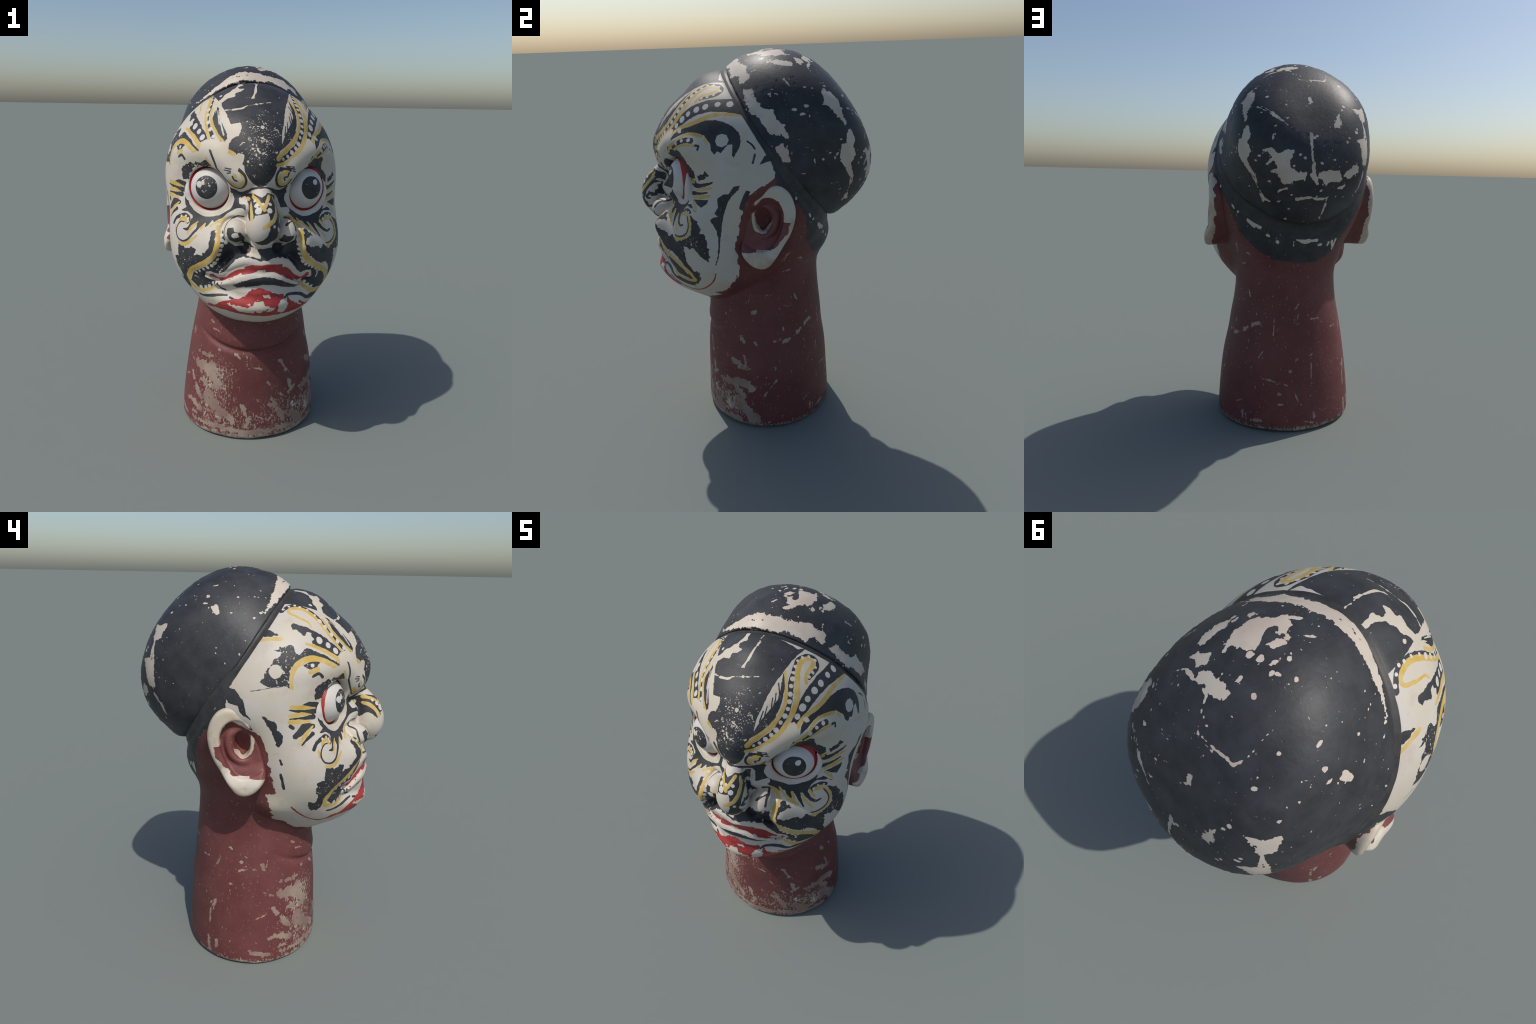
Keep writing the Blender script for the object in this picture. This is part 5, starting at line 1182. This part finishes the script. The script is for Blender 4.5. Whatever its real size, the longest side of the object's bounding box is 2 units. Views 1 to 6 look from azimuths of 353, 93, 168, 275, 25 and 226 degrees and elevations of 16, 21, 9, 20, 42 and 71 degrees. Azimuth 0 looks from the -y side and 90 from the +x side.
for layer, pts, w in NECK_MARKS:
    p3 = np.array(pts)
    sel = near_box(V, p3, 0.05)
    if layer == "dot":
        put(fields[layer], sel, stroke_sdf(V[sel], p3, w) + vnoise(V[sel], 60, 31, 2) * 0.0012)
    elif layer == "chip":
        # worn scuffs: eaten by coarse and fine noise, so that none keeps a clean edge
        ws = float(np.max(w))
        eat = 0.0008 + 0.25 * ws + vnoise(V[sel], 40, 31, 3) * (0.003 + 0.65 * ws) + vnoise(V[sel] * np.array([1, 1, 0.6]), 120, 33, 2) * (0.003 + 0.50 * ws)
        put(fields["wear"], sel, stroke_sdf(V[sel], p3, w) + eat)
    else:
        put(fields[layer], sel, stroke_sdf(V[sel], p3, w) + vnoise(V[sel], 60, 31, 3) * 0.006)

# the face ends in a ragged edge toward the maroon neck
top = [(-100, 8), (-108, 30), (-110, 60), (-60, 86), (0, 88), (60, 86), (110, 60)]
ring = np.array(BORDER_RIGHT + [(22, -57), (0, -59), (-20, -59)] + BORDER_LEFT[::-1] + top, float)
px, py = flat_map(ring[:, 0], ring[:, 1])
rag = vnoise(V, 38, 41, 4) * 0.011 + vnoise(V * np.array([1, 1, 0.4]), 120, 43, 2) * 0.004
fields["maroon"] = np.where(V[:, 2] < 0.60, -1.0, np.where(np.abs(lon) > 125, -1.0, -poly_sdf(mx, my, np.stack([px, py], 1)) + rag))
# nape of hair below the cap
lonb = np.degrees(np.arctan2(V[:, 0], V[:, 1] - 0.05))
bx, by = flat_map(lonb, lat)
nape = np.array([(84, 30), (80, 8), (68, 2)] + NAPE + [(-52, -18), (-64, -2), (-80, 8), (-84, 30), (-70, 70), (70, 70)], float)
px, py = flat_map(nape[:, 0], nape[:, 1])
fields["hair"] = poly_sdf(bx, by, np.stack([px, py], 1)) + vnoise(V, 60, 51, 3) * 0.006 + vnoise(V, 170, 52, 2) * 0.008
side = cap_side(V)
fields["seam"] = np.where(V[:, 2] > 1.05, -0.026 - side + vnoise(V, 25, 53, 2) * 0.002, 1.0)
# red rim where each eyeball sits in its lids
S3 = np.stack(face_xy(V), 1)
de = np.where(V[:, 1] < -0.15, eye_field(S3), 1.0)
fields["red"] = np.minimum(fields["red"], de - 0.0085 + vnoise(V, 40, 57, 2) * 0.001)
lidf = np.where(S3[:, 2] < EYE_C[2] + 0.05, lid_field(V) - 0.003, 1.0)
fields["dot"] = np.minimum(fields["dot"], lidf)

T = triangles(Q)
c = V[T].mean(1)
cX, cY, cZ = face_xy(c)
region = np.zeros(len(T), np.int32)                                   # face
region[(c[:, 2] < 0.645) | ((c[:, 2] < 0.93) & (c[:, 1] > -0.05) & (np.abs(c[:, 0]) < 0.34))] = 1      # neck
region[(cap_side(c) > -0.35) & (c[:, 1] > 0.22) & (c[:, 2] > 0.93)] = 2                                  # nape
region[(cX < 0.185) & (cY < -0.44) & (cZ > 1.165) & (cZ < 1.40) & (cX < 0.06 + (1.42 - cZ) * 0.75)] = 3    # nose
region[(cX < 0.29) & (cY < -0.36) & (cZ > 0.955) & (cZ < 1.115)] = 4                                       # lips
lidz = lid_field(c) < 0.004
region[lidz & (c[:, 0] > 0)] = 5
region[lidz & (c[:, 0] < 0)] = 6
V, N, T, mat, region = clip_layers(V, N, T, region, [fields[k] for k in LAYERS])
for i, nm in enumerate(("face", "neck", "nape", "nose", "lips", "eyelid", "eyelid")):
    m = region == i
    part(nm, V, N, T[m], mat[m], BODY_MATS, root)

# --------------------------------------------------------------- build: cap
V, Q = surface_nets(cap_field, (-.5, -.4, .95), (.5, .72, 2.05), .0064)
V, Q = subdivide(relax(V, Q), Q)
V, N = project(cap_field, V)
bvh = make_bvh(V, Q)
relief = vnoise(V, 42, 61, 4) * 0.0036 + vnoise(V * np.array([1, 0.25, 0.25]), 60, 63, 2) * 0.0007
V = V + N * relief[:, None]
chips = np.full(len(V), 1.0)
cu, cv = cap_uv(V)
jc = vnoise(V, 42, 65, 3) * 0.013 + vnoise(V, 130, 67, 2) * 0.007
k = math.radians(1) * 0.42
for kind, pts, w in CAP_MARKS:
    if kind == "area":
        p = np.array(pts) * k
        x, y = cu * k, cv * k
        sel = np.nonzero((x > p[:, 0].min() - .03) & (x < p[:, 0].max() + .03) & (y > p[:, 1].min() - .03) & (y < p[:, 1].max() + .03))[0]
        put(chips, sel, poly_sdf(x[sel], y[sel], p) + jc[sel])
    else:
        p3 = np.array([cap_point(bvh, *q) for q in pts])
        groups = [p3] if kind == "stroke" else [p3[i:i + 1] for i in range(len(p3))]
        for g in groups:
            sel = near_box(V, g, 0.05)
            if len(g) == 1:
                d = np.sqrt((((V[sel] - g[0]) * np.array([1, 0.75, 1.2])) ** 2).sum(1)) - w * 0.8
            else:
                d = stroke_sdf(V[sel], g, np.asarray(w) * (0.5 if np.max(w) < 0.0075 else 0.75))
            put(chips, sel, d + jc[sel] * 0.6)
# scattered losses, thicker over the crown and down the back
dens = (0.10 * np.exp(-(((V - np.array([0.10, 0.05, 1.95])) / 0.20) ** 2).sum(1)) + 0.07 * np.exp(-(((V - np.array([0.0, 0.58, 1.40])) / 0.22) ** 2).sum(1))
        + 0.05 * np.exp(-(((V - np.array([-0.25, 0.45, 1.45])) / 0.15) ** 2).sum(1)) + 0.05 * np.exp(-(((V - np.array([0.3, 0.4, 1.6])) / 0.15) ** 2).sum(1)))
scat = 0.60 - dens * 1.6 - vnoise(V, 48, 71, 3)
chips = np.minimum(chips, scat * 0.01)
T = triangles(Q)
V = V - N * (0.0012 * (chips < 0))[:, None]
V, N, T, mat, _ = clip_layers(V, N, T, np.zeros(len(T), np.int32), [chips])
M_CAP = black_paint("black_hair_paint", [], 0.0, (0.50, 0.44, 0.38), 0.5, BLACK, 120)
M_CAPCHIP = white_paint("cap_gesso", (0.55, 0.49, 0.41), (0.50, 0.41, 0.34), 0.35)
part("hair_cap", V, N, T, mat, [M_CAP, M_CAPCHIP], root)

# -------------------------------------------------------------- build: ears
M_EAR = plain_paint("maroon_ear_paint", (0.150, 0.046, 0.043), (0.185, 0.062, 0.057), (0.42, 0.32, 0.26), 0.72)
M_EARW = white_paint("worn_ear_gesso", (0.55, 0.50, 0.42), (0.50, 0.42, 0.32), 0.8, 0.47)
for sg in (1, -1):
    lo, hi = ((.28, -.10, .95), (.54, .27, 1.46)) if sg > 0 else ((-.54, -.10, .95), (-.28, .27, 1.46))
    V, Q = surface_nets(ear_field, lo, hi, .0045)
    V, N = project(ear_field, V)
    s, y, z = np.abs(V[:, 0] + 0.004), V[:, 1], V[:, 2]
    out = poly_sdf(y, z, catmull(EAR_OUTLINE, 5, True))
    bowl = poly_sdf(y, z, catmull(EAR_BOWL, 5, True))
    nz = vnoise(V, 30, 81 + sg, 4)
    rim = np.maximum(0.425 - s, -0.004 - bowl)
    rim = np.where((z < 1.24) & (z > 1.10), np.maximum(rim, -out - 0.034 - 0.2 * (1.24 - z) + 0.02), rim)
    rim = np.where(z + nz * 0.03 < 1.085, 0.430 - s, rim)
    rim = np.maximum(rim, 0.436 - s)
    white = rim + nz * 0.022 + vnoise(V, 110, 85, 2) * 0.006
    white = np.maximum(white, np.where((z > 1.09) & (y < 0.02), 0.02, -1.0) + nz * 0.03)
    # worn pale edge round the ear hole
    flat3 = np.stack([np.zeros(len(V)), y, z], 1)
    edge = stroke_sdf(flat3, [(0, 0.108, 1.262), (0, 0.096, 1.216), (0, 0.061, 1.179), (0, 0.026, 1.200), (0, 0.014, 1.249), (0, 0.012, 1.290)], (0.002, 0.003, 0.004, 0.010, 0.010, 0.005))
    white = np.minimum(white, np.where(s > 0.37, edge + nz * 0.006, 1.0))
    T = triangles(Q)
    V, N, T, mat, _ = clip_layers(V, N, T, np.zeros(len(T), np.int32), [white])
    part("ear", V, N, T, mat, [M_EAR, M_EARW], root)

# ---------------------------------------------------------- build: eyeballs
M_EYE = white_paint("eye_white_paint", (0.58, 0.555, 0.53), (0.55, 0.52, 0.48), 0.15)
M_IRIS = black_paint("iris_paint", [((-0.28, -0.38, 1.44), 0.09, 0.13)], 0.02)
M_RIM = plain_paint("red_eye_rim_paint", (0.43, 0.050, 0.030), (0.33, 0.035, 0.028), (0.5, 0.3, 0.25), 0.75)
for sg in (1, -1):
    def to_face(P):
        xs = P[:, 0] + 0.0105
        return np.stack([sg * xs, P[:, 1] + 0.04 * xs, P[:, 2]], 1)
    def to_world(q):
        return np.array([sg * q[0] - 0.0105, q[1] - 0.04 * sg * q[0], q[2]])
    ball = lambda P: eye_field(to_face(P))
    C = to_world(EYE_C)
    V, Q = surface_nets(ball, C - .128, C + .128, .0045)
    V, N = project(ball, V)
    S3 = to_face(V)
    e = S3 - EYE_C
    ax = e @ EYE_N
    rad = np.sqrt(np.maximum((e * e).sum(1) - ax * ax, 0))
    wob = vnoise(V, 40, 91, 2)
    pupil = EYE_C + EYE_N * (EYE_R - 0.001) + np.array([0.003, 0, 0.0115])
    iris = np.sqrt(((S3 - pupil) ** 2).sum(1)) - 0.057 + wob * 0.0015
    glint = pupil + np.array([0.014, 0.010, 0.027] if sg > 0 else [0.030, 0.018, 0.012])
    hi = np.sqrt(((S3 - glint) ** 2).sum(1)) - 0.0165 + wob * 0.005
    rim = ax - EYE_RING - 0.015 + wob * 0.0015
    T = triangles(Q)
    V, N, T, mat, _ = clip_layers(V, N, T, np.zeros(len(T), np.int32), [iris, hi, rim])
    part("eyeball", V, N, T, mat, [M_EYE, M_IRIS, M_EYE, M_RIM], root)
